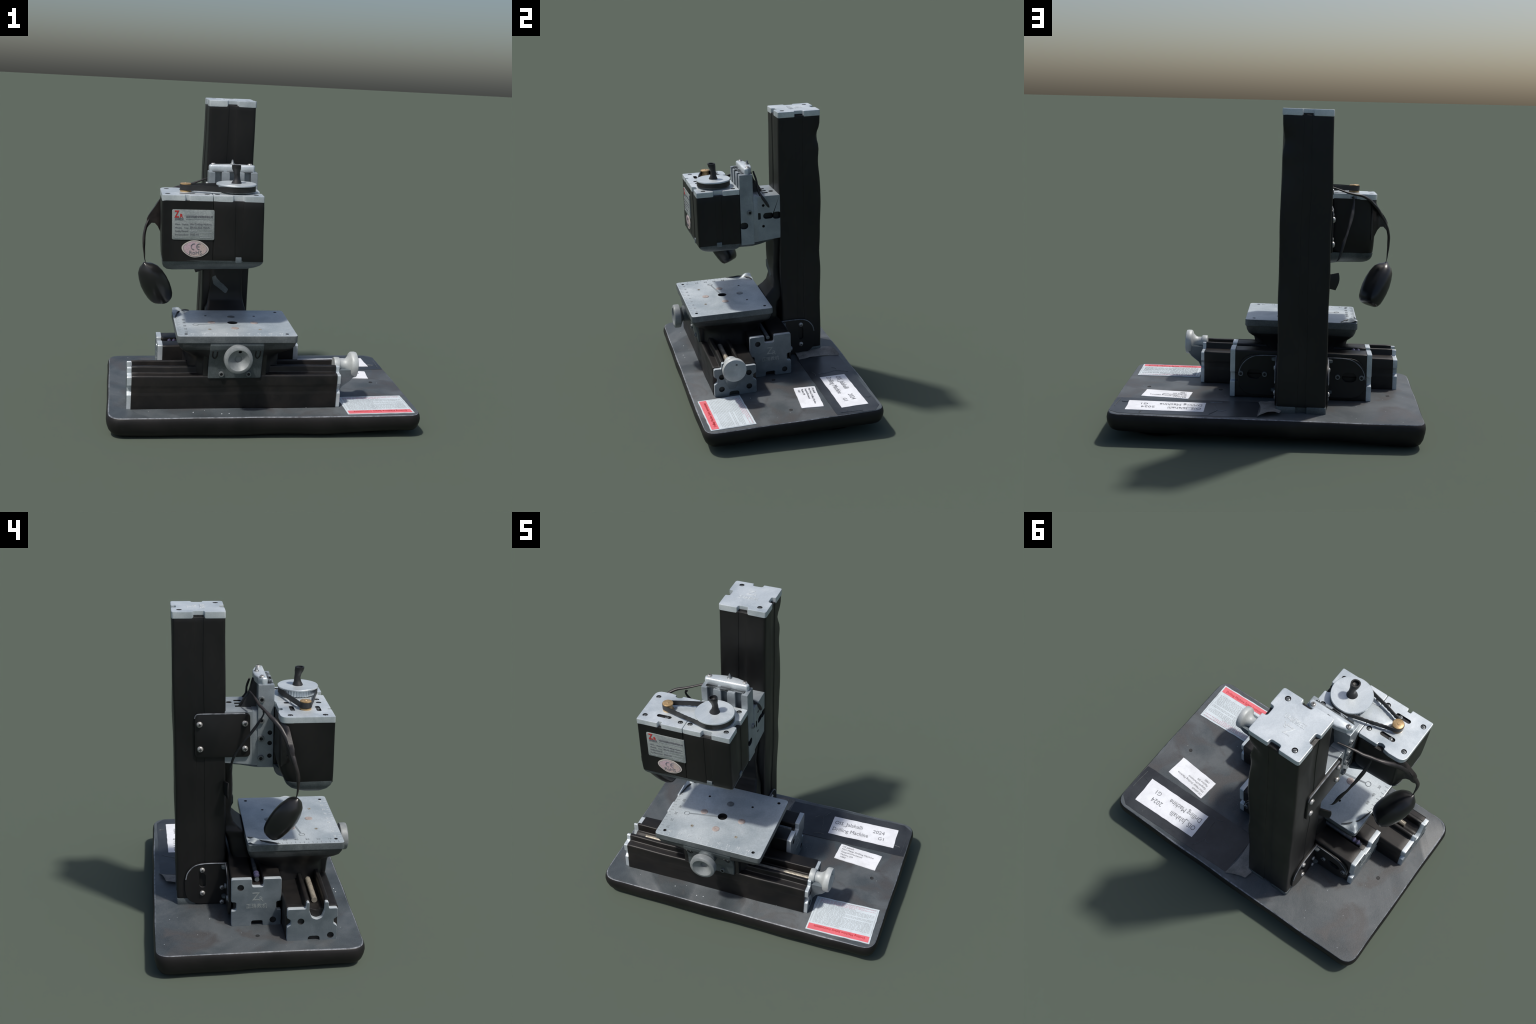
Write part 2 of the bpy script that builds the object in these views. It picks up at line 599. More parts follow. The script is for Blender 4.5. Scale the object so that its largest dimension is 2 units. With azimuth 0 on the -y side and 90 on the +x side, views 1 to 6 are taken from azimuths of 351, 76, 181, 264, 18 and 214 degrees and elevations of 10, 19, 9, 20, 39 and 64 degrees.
# ------------------------------------------------------------------- base
def base_plate():
    outline = densify(rounded([(-0.953, -0.604), (0.951, -0.604), (0.951, 0.600), (-0.953, 0.600)], [0.10, 0.085, 0.095, 0.085], 8), 0.045)
    # (height, outward push) of the side wall; the band is fuller than the top
    wall = [(0.004, -0.17), (0.012, -0.09), (0.024, -0.040), (0.040, -0.014), (0.062, 0.001), (0.095, 0.011), (0.118, 0.014), (0.138, 0.011),
            (0.149, 0.006), (0.153, 0.003)]
    bm = bmesh.new()
    rings = []
    for z, o in wall:
        pr = offset(outline, -o)
        ring = []
        for x, y in pr:
            q = lean_base((x, y, z))
            t = max(0.0, (0.11 - z) / 0.09)
            s = noise.noise(Vector((x * 3.1, y * 3.1, 1.7))) * 0.017 * t
            q.z += s - 0.022 * t * max(0, -x) * max(0, y) / 0.57 + t * (0.006 * max(0, x) + 0.012 * max(0.0, min(1.0, 0.5 + 0.6 * x + 0.7 * y)))
            w = noise.noise_vector(Vector((x * 4, y * 4, z * 5)))
            q.x += w.x * 0.006
            q.y += w.y * 0.006
            q.z = max(q.z, 0.0)
            ring.append(q)
        rings.append(ring)
    vs = bridge(bm, rings, False, 1)
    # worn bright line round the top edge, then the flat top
    top = [bm.verts.new(lean_base((x, y, Z0))) for x, y in offset(outline, 0.002)]
    n = len(top)
    for i in range(n):
        f = bm.faces.new((vs[-1][i], vs[-1][(i + 1) % n], top[(i + 1) % n], top[i]))
        f.material_index = 2
    f = bm.faces.new(top)
    f.material_index = 0
    # belly of the underside: sinks to the ground
    low = vs[0]
    prev = low
    for inset, z in ((0.24, 0.012), (0.33, 0.004)):
        pr = offset(outline, inset)
        ring = [bm.verts.new((x, y, max(0.0, z + 0.006 * noise.noise(Vector((x * 4, y * 4, 9)))))) for x, y in pr]
        for i in range(n):
            bm.faces.new((prev[i], ring[i], ring[(i + 1) % n], prev[(i + 1) % n])).material_index = 1
        prev = ring
    c = bm.verts.new((0, 0, 0.0))
    for i in range(n):
        bm.faces.new((prev[i], c, prev[(i + 1) % n])).material_index = 1
    bmesh.ops.triangulate(bm, faces=[f for f in bm.faces if len(f.verts) > 4])
    ob = finish("base_plate", bm, ["base", "edge", "rim"], ROOT, same, None, 35)

    # dark raised discs standing in for screw holes
    for k, (x, y) in enumerate(((-0.777, 0.003), (0.788, -0.003), (0.317, -0.001))):
        bm = bmesh.new()
        lathe(bm, [(0.013, -0.002), (0.0125, 0.0012), (0.009, 0.0012), (0.008, 0.0004)], (x, y, Z0), 'z', 18)
        finish("screw_hole_disc", bm, "hole", ob, lean_base)
    # crumbs of swarf
    bm = bmesh.new()
    for _ in range(40):
        x, y = RNG.uniform(-0.9, 0.9), RNG.uniform(-0.57, 0.57)
        r = RNG.uniform(0.0010, 0.0024)
        lathe(bm, [(r * 0.4, -0.001), (r, 0.0004), (r * 0.5, r * 0.7)], (x, y, Z0), 'z', 6)
    for x, y in ((-0.235, -0.545), (-0.28, -0.55), (-0.45, -0.52)):
        lathe(bm, [(0.002, -0.001), (0.004, 0.001), (0.002, 0.003)], (x, y, Z0), 'z', 7)
    o = finish("swarf", bm, "mark", ob, lean_base)
    o["kind"] = "stuff"
    return ob


def sheet(name, pts, z0, z1, mat, parent, wob=0.0, step=0.02, frame=lean_base):
    """thin laid-on piece with a slightly ragged outline"""
    pr = densify(pts, step)
    if wob:
        pr = [(x + noise.noise(Vector((x * 23, y * 23, 0))) * wob, y + noise.noise(Vector((x * 23, y * 23, 5))) * wob) for x, y in pr]
    bm = bmesh.new()
    prism(bm, pr, 'z', z0, z1, 0)
    return finish(name, bm, mat, parent, frame)


def labels_on_base(base):
    T = Z0
    # strip of dark tape across the rear right
    tape = sheet("adhesive_tape", [(0.045, 0.255), (0.945, 0.268), (0.948, 0.53), (0.88, 0.582), (0.05, 0.566)], T - 0.002, T + 0.0016, "tape", base, 0.004, 0.03)
    bm = bmesh.new()                                    # its lifted, pale end
    grid = []
    nx, ny = 10, 14
    for i in range(nx + 1):
        row = []
        for j in range(ny + 1):
            s, t = i / nx, j / ny
            x = 0.055 - 0.135 * s - 0.02 * math.sin(t * 3)
            y = 0.262 + (0.315 - 0.05 * s) * t
            z = T + 0.004 + 0.030 * math.sin(s * 2.6) * (0.3 + 0.7 * t ** 2) + 0.006 * noise.noise(Vector((s * 4, t * 5, 0)))
            row.append(bm.verts.new((x, y, z)))
        grid.append(row)
    faces = [bm.faces.new((grid[i][j], grid[i + 1][j], grid[i + 1][j + 1], grid[i][j + 1])) for i in range(nx) for j in range(ny)]
    bmesh.ops.solidify(bm, geom=faces, thickness=0.003)
    finish("tape_curl", bm, "tape_back", tape, lean_base)
    bm = bmesh.new()                                    # scratches of old glue
    for pts in ([(0.34, 0.545), (0.315, 0.50), (0.30, 0.462), (0.318, 0.40), (0.322, 0.33)], [(0.30, 0.462), (0.27, 0.475), (0.243, 0.452)],
                [(0.355, 0.30), (0.32, 0.305), (0.28, 0.292)], [(0.86, 0.36), (0.885, 0.355), (0.9, 0.352)], [(0.75, 0.53), (0.76, 0.55), (0.755, 0.565)],
                [(0.92, 0.30), (0.925, 0.38), (0.928, 0.45)]):
        tube(bm, [(x, y, T + 0.002) for x, y in pts], [0.0032] * len(pts), 0.4, 6, 5, Vector((0, 0, 1)))
    o = finish("glue_streak", bm, "greysteel", tape, lean_base)
    o["kind"] = "stuff"

    # big white label
    lab = sheet("paper_label", [(0.378, 0.323), (0.857, 0.327), (0.852, 0.516), (0.378, 0.505)], T + 0.0005, T + 0.0036, "paper", base, 0.003)
    zt = T + 0.004
    R_, U_ = (1, 0.02, 0), (-0.02, 1, 0)
    text("lettering", "OIS_Jalahalli", 0.052, "ink", lab, (0.395, 0.430, zt), R_, U_, frame=lean_base, width=0.205)
    text("lettering", "Drilling Machine", 0.052, "ink", lab, (0.395, 0.362, zt), R_, U_, frame=lean_base, width=0.262)
    text("lettering", "2024", 0.047, "ink", lab, (0.680, 0.428, zt), R_, U_, frame=lean_base, width=0.085)
    text("lettering", "G1", 0.043, "ink", lab, (0.730, 0.372, zt), R_, U_, frame=lean_base, width=0.042)

    # small white label
    lab = sheet("paper_label", [(0.489, 0.097), (0.791, 0.072), (0.801, 0.220), (0.502, 0.245)], T - 0.002, T + 0.003, "paper", base, 0.004)
    R_, U_ = (1, -0.085, 0), (0.085, 1, 0)
    zt = T + 0.0034
    for i, (s, w) in enumerate((("OIS Jalahalli", 0.085), ("Mini Metal Drilling Machine", 0.235), ("Gangothri/Mechanical", 0.155), ("Machine 204", 0.09), ("1460", 0.038))):
        text("lettering", s, 0.021, "ink", lab, (0.515 + 0.002 * i, 0.218 - 0.0255 * i, zt), R_, U_, frame=lean_base, width=w)

    # warning sheet with a red bar
    q = [(0.494, -0.580), (0.918, -0.568), (0.911, -0.268), (0.487, -0.284)]
    lab = sheet("warning_label", q, T - 0.002, T + 0.003, "wpaper", base, 0.0035)
    sheet("red_bar", [(0.503, -0.571), (0.908, -0.560), (0.906, -0.512), (0.502, -0.524)], T + 0.001, T + 0.0042, "red", lab, 0.001)
    text("lettering", "Drilling Machine Safety Instructions", 0.026, "logo_red", lab, (0.880, -0.524, T + 0.0046), (-1, -0.027, 0), (0.027, -1, 0), frame=lean_base, width=0.34)
    # rows of small print (too small to read)
    for key, rows in (("fine_ink", range(0, 19)), ("pink_ink", range(19, 23))):
        bm = bmesh.new()
        for r in rows:
            y = -0.500 + r * 0.0095
            x = 0.518
            end = 0.893 - (RNG.random() < 0.25) * RNG.uniform(0.03, 0.2)
            while x < end:
                w = RNG.uniform(0.008, 0.030)
                x1 = min(x + w, end)
                yy = y + 0.027 * (x - 0.7)
                prism(bm, rect(x, x1, yy - 0.0019, yy + 0.0019), 'z', T + 0.001, T + 0.0036, 0)
                x = x1 + RNG.uniform(0.003, 0.006)
        o = finish("small_print", bm, key, lab, lean_base)
        o["kind"] = "stuff"
    bm = bmesh.new()                                     # thin printed frame
    for a, b in (((0.505, -0.297), (0.902, -0.281)), ((0.902, -0.281), (0.909, -0.50)), ((0.505, -0.297), (0.503, -0.51))):
        a, b = Vector(a), Vector(b)
        nrm = Vector((-(b - a).y, (b - a).x)).normalized() * 0.0012
        prism(bm, [tuple(a - nrm), tuple(b - nrm), tuple(b + nrm), tuple(a + nrm)], 'z', T + 0.001, T + 0.0037, 0)
    finish("printed_frame", bm, "fine_ink", lab, lean_base)


# ------------------------------------------------------- slotted extrusions
def logo(parent, origin, right, up, frame=lean, mat="mark"):
    O, R_, U_ = Vector(origin), Vector(right), Vector(up)
    text("stamped_mark", "Z", 0.075, mat, parent, O + R_ * -0.030 + U_ * 0.0, right, up, frame)
    text("stamped_mark", "R", 0.045, mat, parent, O + R_ * 0.012 + U_ * -0.008, right, up, frame)
    text("stamped_mark", "正瑞教机", 0.034, mat, parent, O + R_ * -0.065 + U_ * -0.050, right, up, frame, width=0.125)
    text("stamped_mark", "ZR", 0.001, mat, parent, O, right, up, frame) if False else None


def column():
    cx, cy = -0.2115, 0.313
    h = 0.152
    prof = slotted(cx - h, cx + h, cy - h, cy + h, {k: [(c, 0.050, 0.0028)] for k, c in (('b', cx), ('r', cy), ('t', cx), ('l', cy))}, 0.016, 0.02)
    prof = densify(prof, 0.02)
    bm = bmesh.new()
    prism(bm, prof, 'z', 0.19, 1.952, 0.002, 0.03)
    wobble(bm, 0.007, 3.0, 4)
    # knocks along the rear right edge
    for zc, d, w in ((1.80, 0.024, 0.055), (1.62, 0.010, 0.10), (1.30, -0.006, 0.12), (0.95, 0.008, 0.09)):
        for v in bm.verts:
            e = Vector((v.co.x - (cx + h), v.co.y - (cy + h)))
            k = math.exp(-((v.co.z - zc) / w) ** 2) * math.exp(-(e.length / 0.055) ** 2)
            v.co.x -= d * 0.55 * k
            v.co.y -= d * k
    col = finish("column", bm, "black", ROOT, lean, None, 50)
    for z0, z1, mk in ((1.945, 1.986, "alu"), (0.150, 0.196, "belly")):
        prof = slotted(cx - h - 0.001, cx + h + 0.001, cy - h - 0.001, cy + h + 0.001,
                       {k: [(c, 0.064, 0.028)] for k, c in (('b', cx), ('r', cy), ('t', cx), ('l', cy))}, 0.016, 0.02)
        bm = bmesh.new()
        prism(bm, prof, 'z', z0, z1, 0.0045)
        cut = None
        if z1 > 1:
            cut = bores([(circle(cx + sx * 0.098, cy + sy * 0.108, 0.016, 20), 'z', z1 - 0.012, z1 + 0.01) for sx, sy in ((-1, 1), (1, -1), (1, 1), (-1, -1))][:2])
        cap = finish("end_cap", bm, [mk, "hole"], col, lean, None, 30, cut)
        if z1 > 1:
            for sx, sy in ((-1, 1), (1, -1)):
                instance("sunk_screw", SCREW["sunk"], cap, (cx + sx * 0.098, cy + sy * 0.108, z1), (0, 0, 1), lean, 0.6)
            logo(cap, (cx - 0.005, cy + 0.012, z1 + 0.0004), (1, 0, 0), (0, 1, 0))
    # dark core seen through the cap's notches
    bm = bmesh.new()
    prism(bm, rect(cx - h + 0.022, cx + h - 0.022, cy - h + 0.022, cy + h - 0.022), 'z', 1.93, 1.962, 0)
    finish("column_core", bm, "hole", col)
    return col


def lathe_bed_profile(grow=0.0, notch=0.022, floor=0.290):
    """end view (y, z) of the front rail: a slotted block whose top is a grooved bed"""
    y0, y1 = -0.452 - grow, -0.160 + grow
    z0, zs, zr = 0.152, 0.361 + grow, 0.402 + grow
    cy = -0.332
    pts = [(y0, z0), (y1, z0), (y1, 0.245), (y1 - notch, 0.262), (y1 - notch, 0.29), (y1, 0.305), (y1, zs),
           (-0.268 + grow, zs), (-0.272 + grow, zr), (cy + 0.045, zr), (cy + 0.045, 0.35), (cy + 0.030, floor + 0.015), (cy, floor), (cy - 0.030, floor + 0.015),
           (cy - 0.045, 0.35), (cy - 0.045, zr), (-0.397 - grow, zr), (-0.400 - grow, zs), (y0, zs), (y0, 0.305), (y0 + notch, 0.29), (y0 + notch, 0.262), (y0, 0.245)]
    rad = [0.01, 0.01, 0.008, 0.01, 0.01, 0.008, 0.012, 0.008, 0.010, 0.008, 0.015, 0.02, 0.03, 0.02, 0.015, 0.008, 0.010, 0.008, 0.012, 0.008, 0.01, 0.01, 0.008]
    return rounded(pts, rad, 3)


def front_rail():
    bm = bmesh.new()
    pr = lathe_bed_profile(0.006, 0.002, 0.335)
    prism(bm, densify(pr, 0.03), 'x', -0.822, 0.442, 0.001, 0.04)
    rail = finish("front_rail", bm, "bed", ROOT, lean, (0.004, 4, 1), 45)
    for x0, x1, side in ((-0.850, -0.817, -1), (0.437, 0.466, 1)):
        bm = bmesh.new()
        prism(bm, lathe_bed_profile(0.001), 'x', x0, x1, 0.0042)
        xs = (x0 - 0.01, x0 + 0.014) if side < 0 else (x1 - 0.014, x1 + 0.01)
        if side < 0:
            holes = [(-0.239, 0.282), (-0.415, 0.152 + 0.035)]
        else:
            holes = [(-0.403, 0.209), (-0.211, 0.207), (-0.40, 0.30), (-0.211, 0.31)]
        items = [(circle(a, b, 0.020, 20), 'x', *xs) for a, b in holes]
        items.append((rect(-0.352, -0.282, 0.10, 0.186, 0.02), 'x', *xs))
        cap = finish("end_cap", bm, ["cap", "hole"], rail, lean, None, 30, bores(items))
        lit_rim(cap, 0, "alu")
    bm = bmesh.new()                                                  # lead screw with fine thread rings
    prof = []
    x = -0.735
    while x < 0.45:
        prof += [(0.0155, x), (0.0175, x + 0.004), (0.0155, x + 0.008)]
        x += 0.009
    prof = [(0.017, -0.738)] + prof + [(0.017, 0.46)]
    lathe(bm, prof, (0, -0.333, 0.358), 'x', 14)
    finish("lead_screw", bm, "screw", rail, lean, None, 60)
    knob = hand_knob_side(rail)
    return rail


def hand_knob_side(rail):
    bm = bmesh.new()
    y, z = -0.331, 0.391
    lathe(bm, [(0.010, 0.44), (0.046, 0.44), (0.048, 0.446), (0.048, 0.470), (0.045, 0.476), (0.039, 0.477), (0.036, 0.482), (0.036, 0.505), (0.042, 0.520),
               (0.058, 0.536), (0.075, 0.542), (0.081, 0.549), (0.082, 0.570), (0.079, 0.582), (0.068, 0.587), (0.03, 0.585), (0.006, 0.583)], (0, y, z), 'x', 40)
    k = finish("hand_knob", bm, "knob", rail, lean, (0.001, 8, 2), 42)
    bm = bmesh.new()                     # web filling the gap under the knob
    secs = [(0.205, 0.455, 0.474, y - 0.02, y + 0.02, 0.006), (0.26, 0.455, 0.498, y - 0.042, y + 0.042, 0.012), (0.30, 0.455, 0.545, y - 0.058, y + 0.058, 0.02),
            (0.335, 0.455, 0.572, y - 0.062, y + 0.062, 0.02), (0.375, 0.455, 0.572, y - 0.064, y + 0.064, 0.02)]
    loft_rects(bm, secs)
    finish("knob_web_fill", bm, "cap", rail, lean, None, 60)
    instance("grub_screw", SCREW["sunk"], k, (0.588, y + 0.012, z + 0.045), (1, 0, 0), lean, 0.3, 0.8)
    return k


def cross_rail():
    y0, y1, z0, z1 = -0.149, 0.149, 0.152, 0.464
    cy, cz = 0.0, 0.285
    bm = bmesh.new()
    pr = slotted(y0 + 0.003, y1 - 0.003, z0, z1 - 0.004, {'t': [(cy - 0.008, 0.062, 0.045)], 'l': [(cz, 0.05, 0.012)], 'r': [(cz, 0.05, 0.012)]}, 0.010, 0.012)
    prism(bm, densify(pr, 0.03), 'x', -0.628, 0.216, 0.001, 0.04)
    rail = finish("cross_rail", bm, "bed", ROOT, lean, (0.004, 4, 6), 45)
    for x0, x1, s in ((-0.657, -0.624, -1), (0.213, 0.246, 1)):
        bm = bmesh.new()
        pr = slotted(y0, y1, z0, z1, {'t': [(cy - 0.008, 0.070, 0.052)], 'l': [(cz, 0.058, 0.030)], 'r': [(cz, 0.058, 0.030)], 'b': [(cy - 0.005, 0.070, 0.036)]}, 0.012, 0.014)
        prism(bm, pr, 'x', x0, x1, 0.0045)
        xs = (x0 - 0.01, x0 + 0.014) if s < 0 else (x1 - 0.014, x1 + 0.01)
        holes = [(0.094, 0.410), (-0.100, 0.192)] if s < 0 else [(-0.093, 0.410), (0.100, 0.192)]
        cap = finish("end_cap", bm, ["cap", "hole"], rail, lean, None, 30, bores([(circle(a, b, 0.020, 20), 'x', *xs) for a, b in holes]))
        lit_rim(cap, 0, "alu")
        xf = x0 - 0.0006 if s < 0 else x1 + 0.0006
        logo(cap, (xf, -0.002, 0.325), (0, s, 0), (0, 0, 1), lean, "plate")
    bm = bmesh.new()
    lathe(bm, [(0.014, -0.60), (0.014, 0.20)], (0, -0.008, 0.432), 'x', 12)
    finish("lead_screw", bm, "greysteel", rail)
    bm = bmesh.new()
    for x in (-0.575, -0.545):
        lathe(bm, [(0.010, -0.012), (0.018, 0), (0.010, 0.012)], (x, -0.008, 0.446), 'x', 10)
    finish("feed_nut", bm, "lilac", rail)
    return rail


# --------------------------------------------------------------- work table
def work_table():
    ZT = 0.640
    x0, x1, y0, y1 = -0.564, 0.162, -0.538, 0.046
    pr = densify(rounded([(x0, y0), (x1, y0), (x1, y1), (x0, y1)], 0.026, 5), 0.06)
    bm = bmesh.new()
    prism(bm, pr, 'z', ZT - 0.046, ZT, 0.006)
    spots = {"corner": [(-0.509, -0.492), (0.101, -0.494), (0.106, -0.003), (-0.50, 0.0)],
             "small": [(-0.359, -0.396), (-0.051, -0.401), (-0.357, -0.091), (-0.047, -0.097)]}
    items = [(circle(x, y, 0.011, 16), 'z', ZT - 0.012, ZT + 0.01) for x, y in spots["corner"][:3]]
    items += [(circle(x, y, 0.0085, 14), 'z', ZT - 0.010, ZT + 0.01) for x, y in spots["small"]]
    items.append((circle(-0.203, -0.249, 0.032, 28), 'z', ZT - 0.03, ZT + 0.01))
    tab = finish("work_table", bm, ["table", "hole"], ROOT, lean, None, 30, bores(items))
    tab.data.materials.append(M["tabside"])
    for p in tab.data.polygons:                       # sides darkened: baked shade copied into their colour
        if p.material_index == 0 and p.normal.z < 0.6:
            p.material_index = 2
    for (x, y), m in zip(((-0.202, -0.373), (-0.334, -0.245), (-0.067, -0.253), (-0.197, -0.118)), ("copper", "copper", "copper", "greysteel")):
        bm = bmesh.new()
        lathe(bm, [(0.024, -0.006), (0.024, 0.0022), (0.022, 0.003), (0.012, 0.0026), (0.004, 0.0024)], (x, y, ZT), 'z', 24)
        finish("filler_disc", bm, m, tab)
    for x, y in spots["small"][:2]:
        bm = bmesh.new()
        lathe(bm, [(0.010, -0.004), (0.010, 0.002), (0.005, 0.002), (0.004, -0.003)], (x, y, ZT), 'z', 14)
        finish("hole_bush", bm, "screw", tab)
    bm = bmesh.new()                                         # shallow scratch line and ring
    tube(bm, [(-0.42, -0.292, ZT + 0.0004), (-0.33, -0.276, ZT + 0.0004), (-0.235, -0.262, ZT + 0.0004)], [0.005, 0.007, 0.007], 0.25, 6, 6, Vector((0, 1, 0)))
    finish("scratch", bm, "engrave", tab)
    bm = bmesh.new()
    ring = [(-0.437 + 0.017 * math.cos(t * 0.3307), -0.296 + 0.017 * math.sin(t * 0.3307), ZT + 0.0005) for t in range(20)]
    tube(bm, ring, [0.0022] * 20, 1, 5, 2, Vector((0, 0, 1)))
    finish("punch_ring", bm, "engrave", tab)
    # engraved scale: ticks and numbers along the front and the left edge
    bm = bmesh.new()
    for i in range(-9, 10):
        x = -0.203 + i * 0.0335
        ln = 0.020 if i % 2 == 0 else 0.012
        prism(bm, rect(x - 0.0013, x + 0.0013, y0 + 0.008, y0 + 0.008 + ln), 'z', ZT - 0.002, ZT + 0.0012, 0)
    o = finish("scale_tick", bm, "mark", tab)
    o["kind"] = "stuff"
    for i in range(-4, 5):
        text("scale_number", str(abs(i) * 10), 0.026, "mark", tab, (-0.203 + i * 0.067, y0 + 0.040, ZT + 0.0008), (1, 0, 0), (0, 1, 0), align='CENTER')
    bm = bmesh.new()
    for i in range(15):
        y = y0 + 0.035 + i * 0.026
        ln = 0.024 if i % 2 == 0 else 0.013
        prism(bm, rect(x0 + 0.008, x0 + 0.008 + ln, y - 0.0013, y + 0.0013), 'z', ZT - 0.002, ZT + 0.0012, 0)
    o = finish("scale_tick", bm, "engrave", tab)
    o["kind"] = "stuff"
    for i in range(5):
        text("scale_number", str((i + 1) * 10), 0.026, "engrave", tab, (x0 + 0.050, y0 + 0.085 + i * 0.067, ZT + 0.0008), (0, -1, 0), (1, 0, 0), align='CENTER')
    # crumpled rear left corner with a loose wire end
    bm = bmesh.new()
    n = 14
    grid = []
    for i in range(n + 1):
        row = []
        for j in range(n + 1):
            s, t = i / n, j / n
            x = x0 + 0.002 + 0.19 * s
            y = y1 - 0.002 - 0.19 * t
            fall = max(0.0, 1 - s) ** 1.5 * max(0, 1 - t) ** 1.2
            peak = math.exp(-((x + 0.527) / 0.030) ** 2 - ((y - 0.004) / 0.040) ** 2)
            z = ZT - 0.003 + 0.026 * peak + 0.016 * fall * (0.5 + 0.5 * math.cos((s - 0.8 * t) * 14)) + 0.010 * fall * noise.noise(Vector((s * 6, t * 6, 3)))
            row.append(bm.verts.new((x, y, z)))
        grid.append(row)
    fs = [bm.faces.new((grid[i][j], grid[i][j + 1], grid[i + 1][j + 1], grid[i + 1][j])) for i in range(n) for j in range(n)]
    bmesh.ops.solidify(bm, geom=fs, thickness=0.004)
    finish("raised_corner", bm, "table", tab, lean, None, 60)
    bm = bmesh.new()
    tube(bm, [(-0.455, 0.035, ZT + 0.003), (-0.490, 0.008, ZT + 0.012), (-0.530, -0.045, ZT + 0.010), (-0.548, -0.11, ZT + 0.003), (-0.556, -0.15, ZT - 0.001)],
         [0.004, 0.006, 0.006, 0.006, 0.003], 0.6, 8, 6)
    finish("loose_wire", bm, "saddle", tab, lean)

    # flared pedestal: from the plate's outline down to a blunt lozenge astride the rails
    centre = Vector((-0.205, -0.235))
    foot = rounded([(-0.36, -0.455), (-0.438, -0.405), (-0.474, -0.325), (-0.488, -0.236), (-0.505, -0.165), (-0.472, -0.085), (-0.395, -0.018), (-0.0, -0.012), (0.062, -0.085),
                    (0.112, -0.175), (0.100, -0.235), (0.075, -0.330), (0.020, -0.405), (-0.045, -0.455)], 0.03, 3)
    plate = rect(x0 + 0.006, x1 - 0.006, y0 + 0.008, y1 - 0.006, 0.03, 4)

    def reach(poly, ang):
        d = Vector((math.cos(ang), math.sin(ang)))
        best = 0.0
        for i in range(len(poly)):
            p, q = Vector(poly[i - 1]) - centre, Vector(poly[i]) - centre
            e = q - p
            den = d.x * e.y - d.y * e.x
            if abs(den) < 1e-9:
                continue
            t = (p.x * e.y - p.y * e.x) / den
            u = (p.x * d.y - p.y * d.x) / den
            if t > 0 and -1e-6 <= u <= 1 + 1e-6:
                best = max(best, t)
        return best
    angs = [2 * math.pi * i / 120 for i in range(120)]
    rp, rf = [reach(plate, t) for t in angs], [reach(foot, t) for t in angs]
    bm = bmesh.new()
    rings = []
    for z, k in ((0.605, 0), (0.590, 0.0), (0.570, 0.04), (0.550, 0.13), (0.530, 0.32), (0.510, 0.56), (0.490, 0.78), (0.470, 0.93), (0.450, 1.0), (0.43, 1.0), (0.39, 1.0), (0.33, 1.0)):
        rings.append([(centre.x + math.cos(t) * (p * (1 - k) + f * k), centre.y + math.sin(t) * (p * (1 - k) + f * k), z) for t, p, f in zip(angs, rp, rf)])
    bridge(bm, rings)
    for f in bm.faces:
        f.material_index = 0 if f.calc_center_median().z > 0.545 else 1  # lower part gets the painted under-table shade
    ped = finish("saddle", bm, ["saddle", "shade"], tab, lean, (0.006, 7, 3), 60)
    # front apron: plate that flares up to the table edge
    pr = rounded([(-0.40, 0.352), (-0.40, 0.600), (-0.530, 0.600), (-0.534, 0.58), (-0.527, 0.55), (-0.494, 0.50), (-0.472, 0.43), (-0.466, 0.352)], [0, 0, 0.008, 0.02, 0.03, 0.05, 0.05, 0.006], 4)
    bm = bmesh.new()
    prism(bm, pr, 'x', -0.366, -0.040, 0.006)
    apron = finish("apron", bm, "belly", tab, lean, (0.003, 8, 2), 45)
    for s in (-1, 1):
        bm = bmesh.new()
        cx = -0.203 + s * 0.130
        tube(bm, [(cx - 0.013, -0.523, 0.545), (cx - 0.013, -0.497, 0.505), (cx, -0.489, 0.487), (cx + 0.013, -0.497, 0.505), (cx + 0.013, -0.523, 0.545)], [0.0045] * 5, 1, 8, 6)
        finish("u_recess_ridge", bm, "shade", apron)  # dark ridge standing in for a U-shaped recess
        instance("apron_bolt", SCREW["socket"], apron, (-0.203 + (-0.082 if s < 0 else 0.084), -0.470, 0.382), (0, -1, 0), lean, 0, 1.0)
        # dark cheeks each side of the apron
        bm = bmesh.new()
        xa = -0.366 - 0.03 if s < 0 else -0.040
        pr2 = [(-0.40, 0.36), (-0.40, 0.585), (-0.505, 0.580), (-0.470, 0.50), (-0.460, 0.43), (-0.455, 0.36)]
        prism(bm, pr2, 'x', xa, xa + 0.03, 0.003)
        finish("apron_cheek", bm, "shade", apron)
    bm = bmesh.new()                                   # bearing collar and knob
    lathe(bm, [(0.060, -0.46), (0.060, -0.545), (0.050, -0.555), (0.02, -0.555)], (-0.203, 0, 0.530), 'y', 24)
    finish("bearing_collar", bm, "belly", apron)
    bm = bmesh.new()
    lathe(bm, [(0.030, -0.49), (0.034, -0.54), (0.040, -0.552), (0.066, -0.566), (0.083, -0.572), (0.0855, -0.578), (0.0855, -0.606), (0.083, -0.614), (0.073, -0.619),
               (0.064, -0.619), (0.050, -0.605), (0.034, -0.595), (0.022, -0.589), (0.018, -0.578), (0.006, -0.576)], (-0.203, 0, 0.514), 'y', 44)
    cut = bores([(circle(-0.196, 0.564, 0.010, 14), 'y', -0.66, -0.585)])
    finish("hand_knob", bm, ["dishknob", "hole"], tab, lean, (0.001, 8, 2), 42, cut)
    return tab


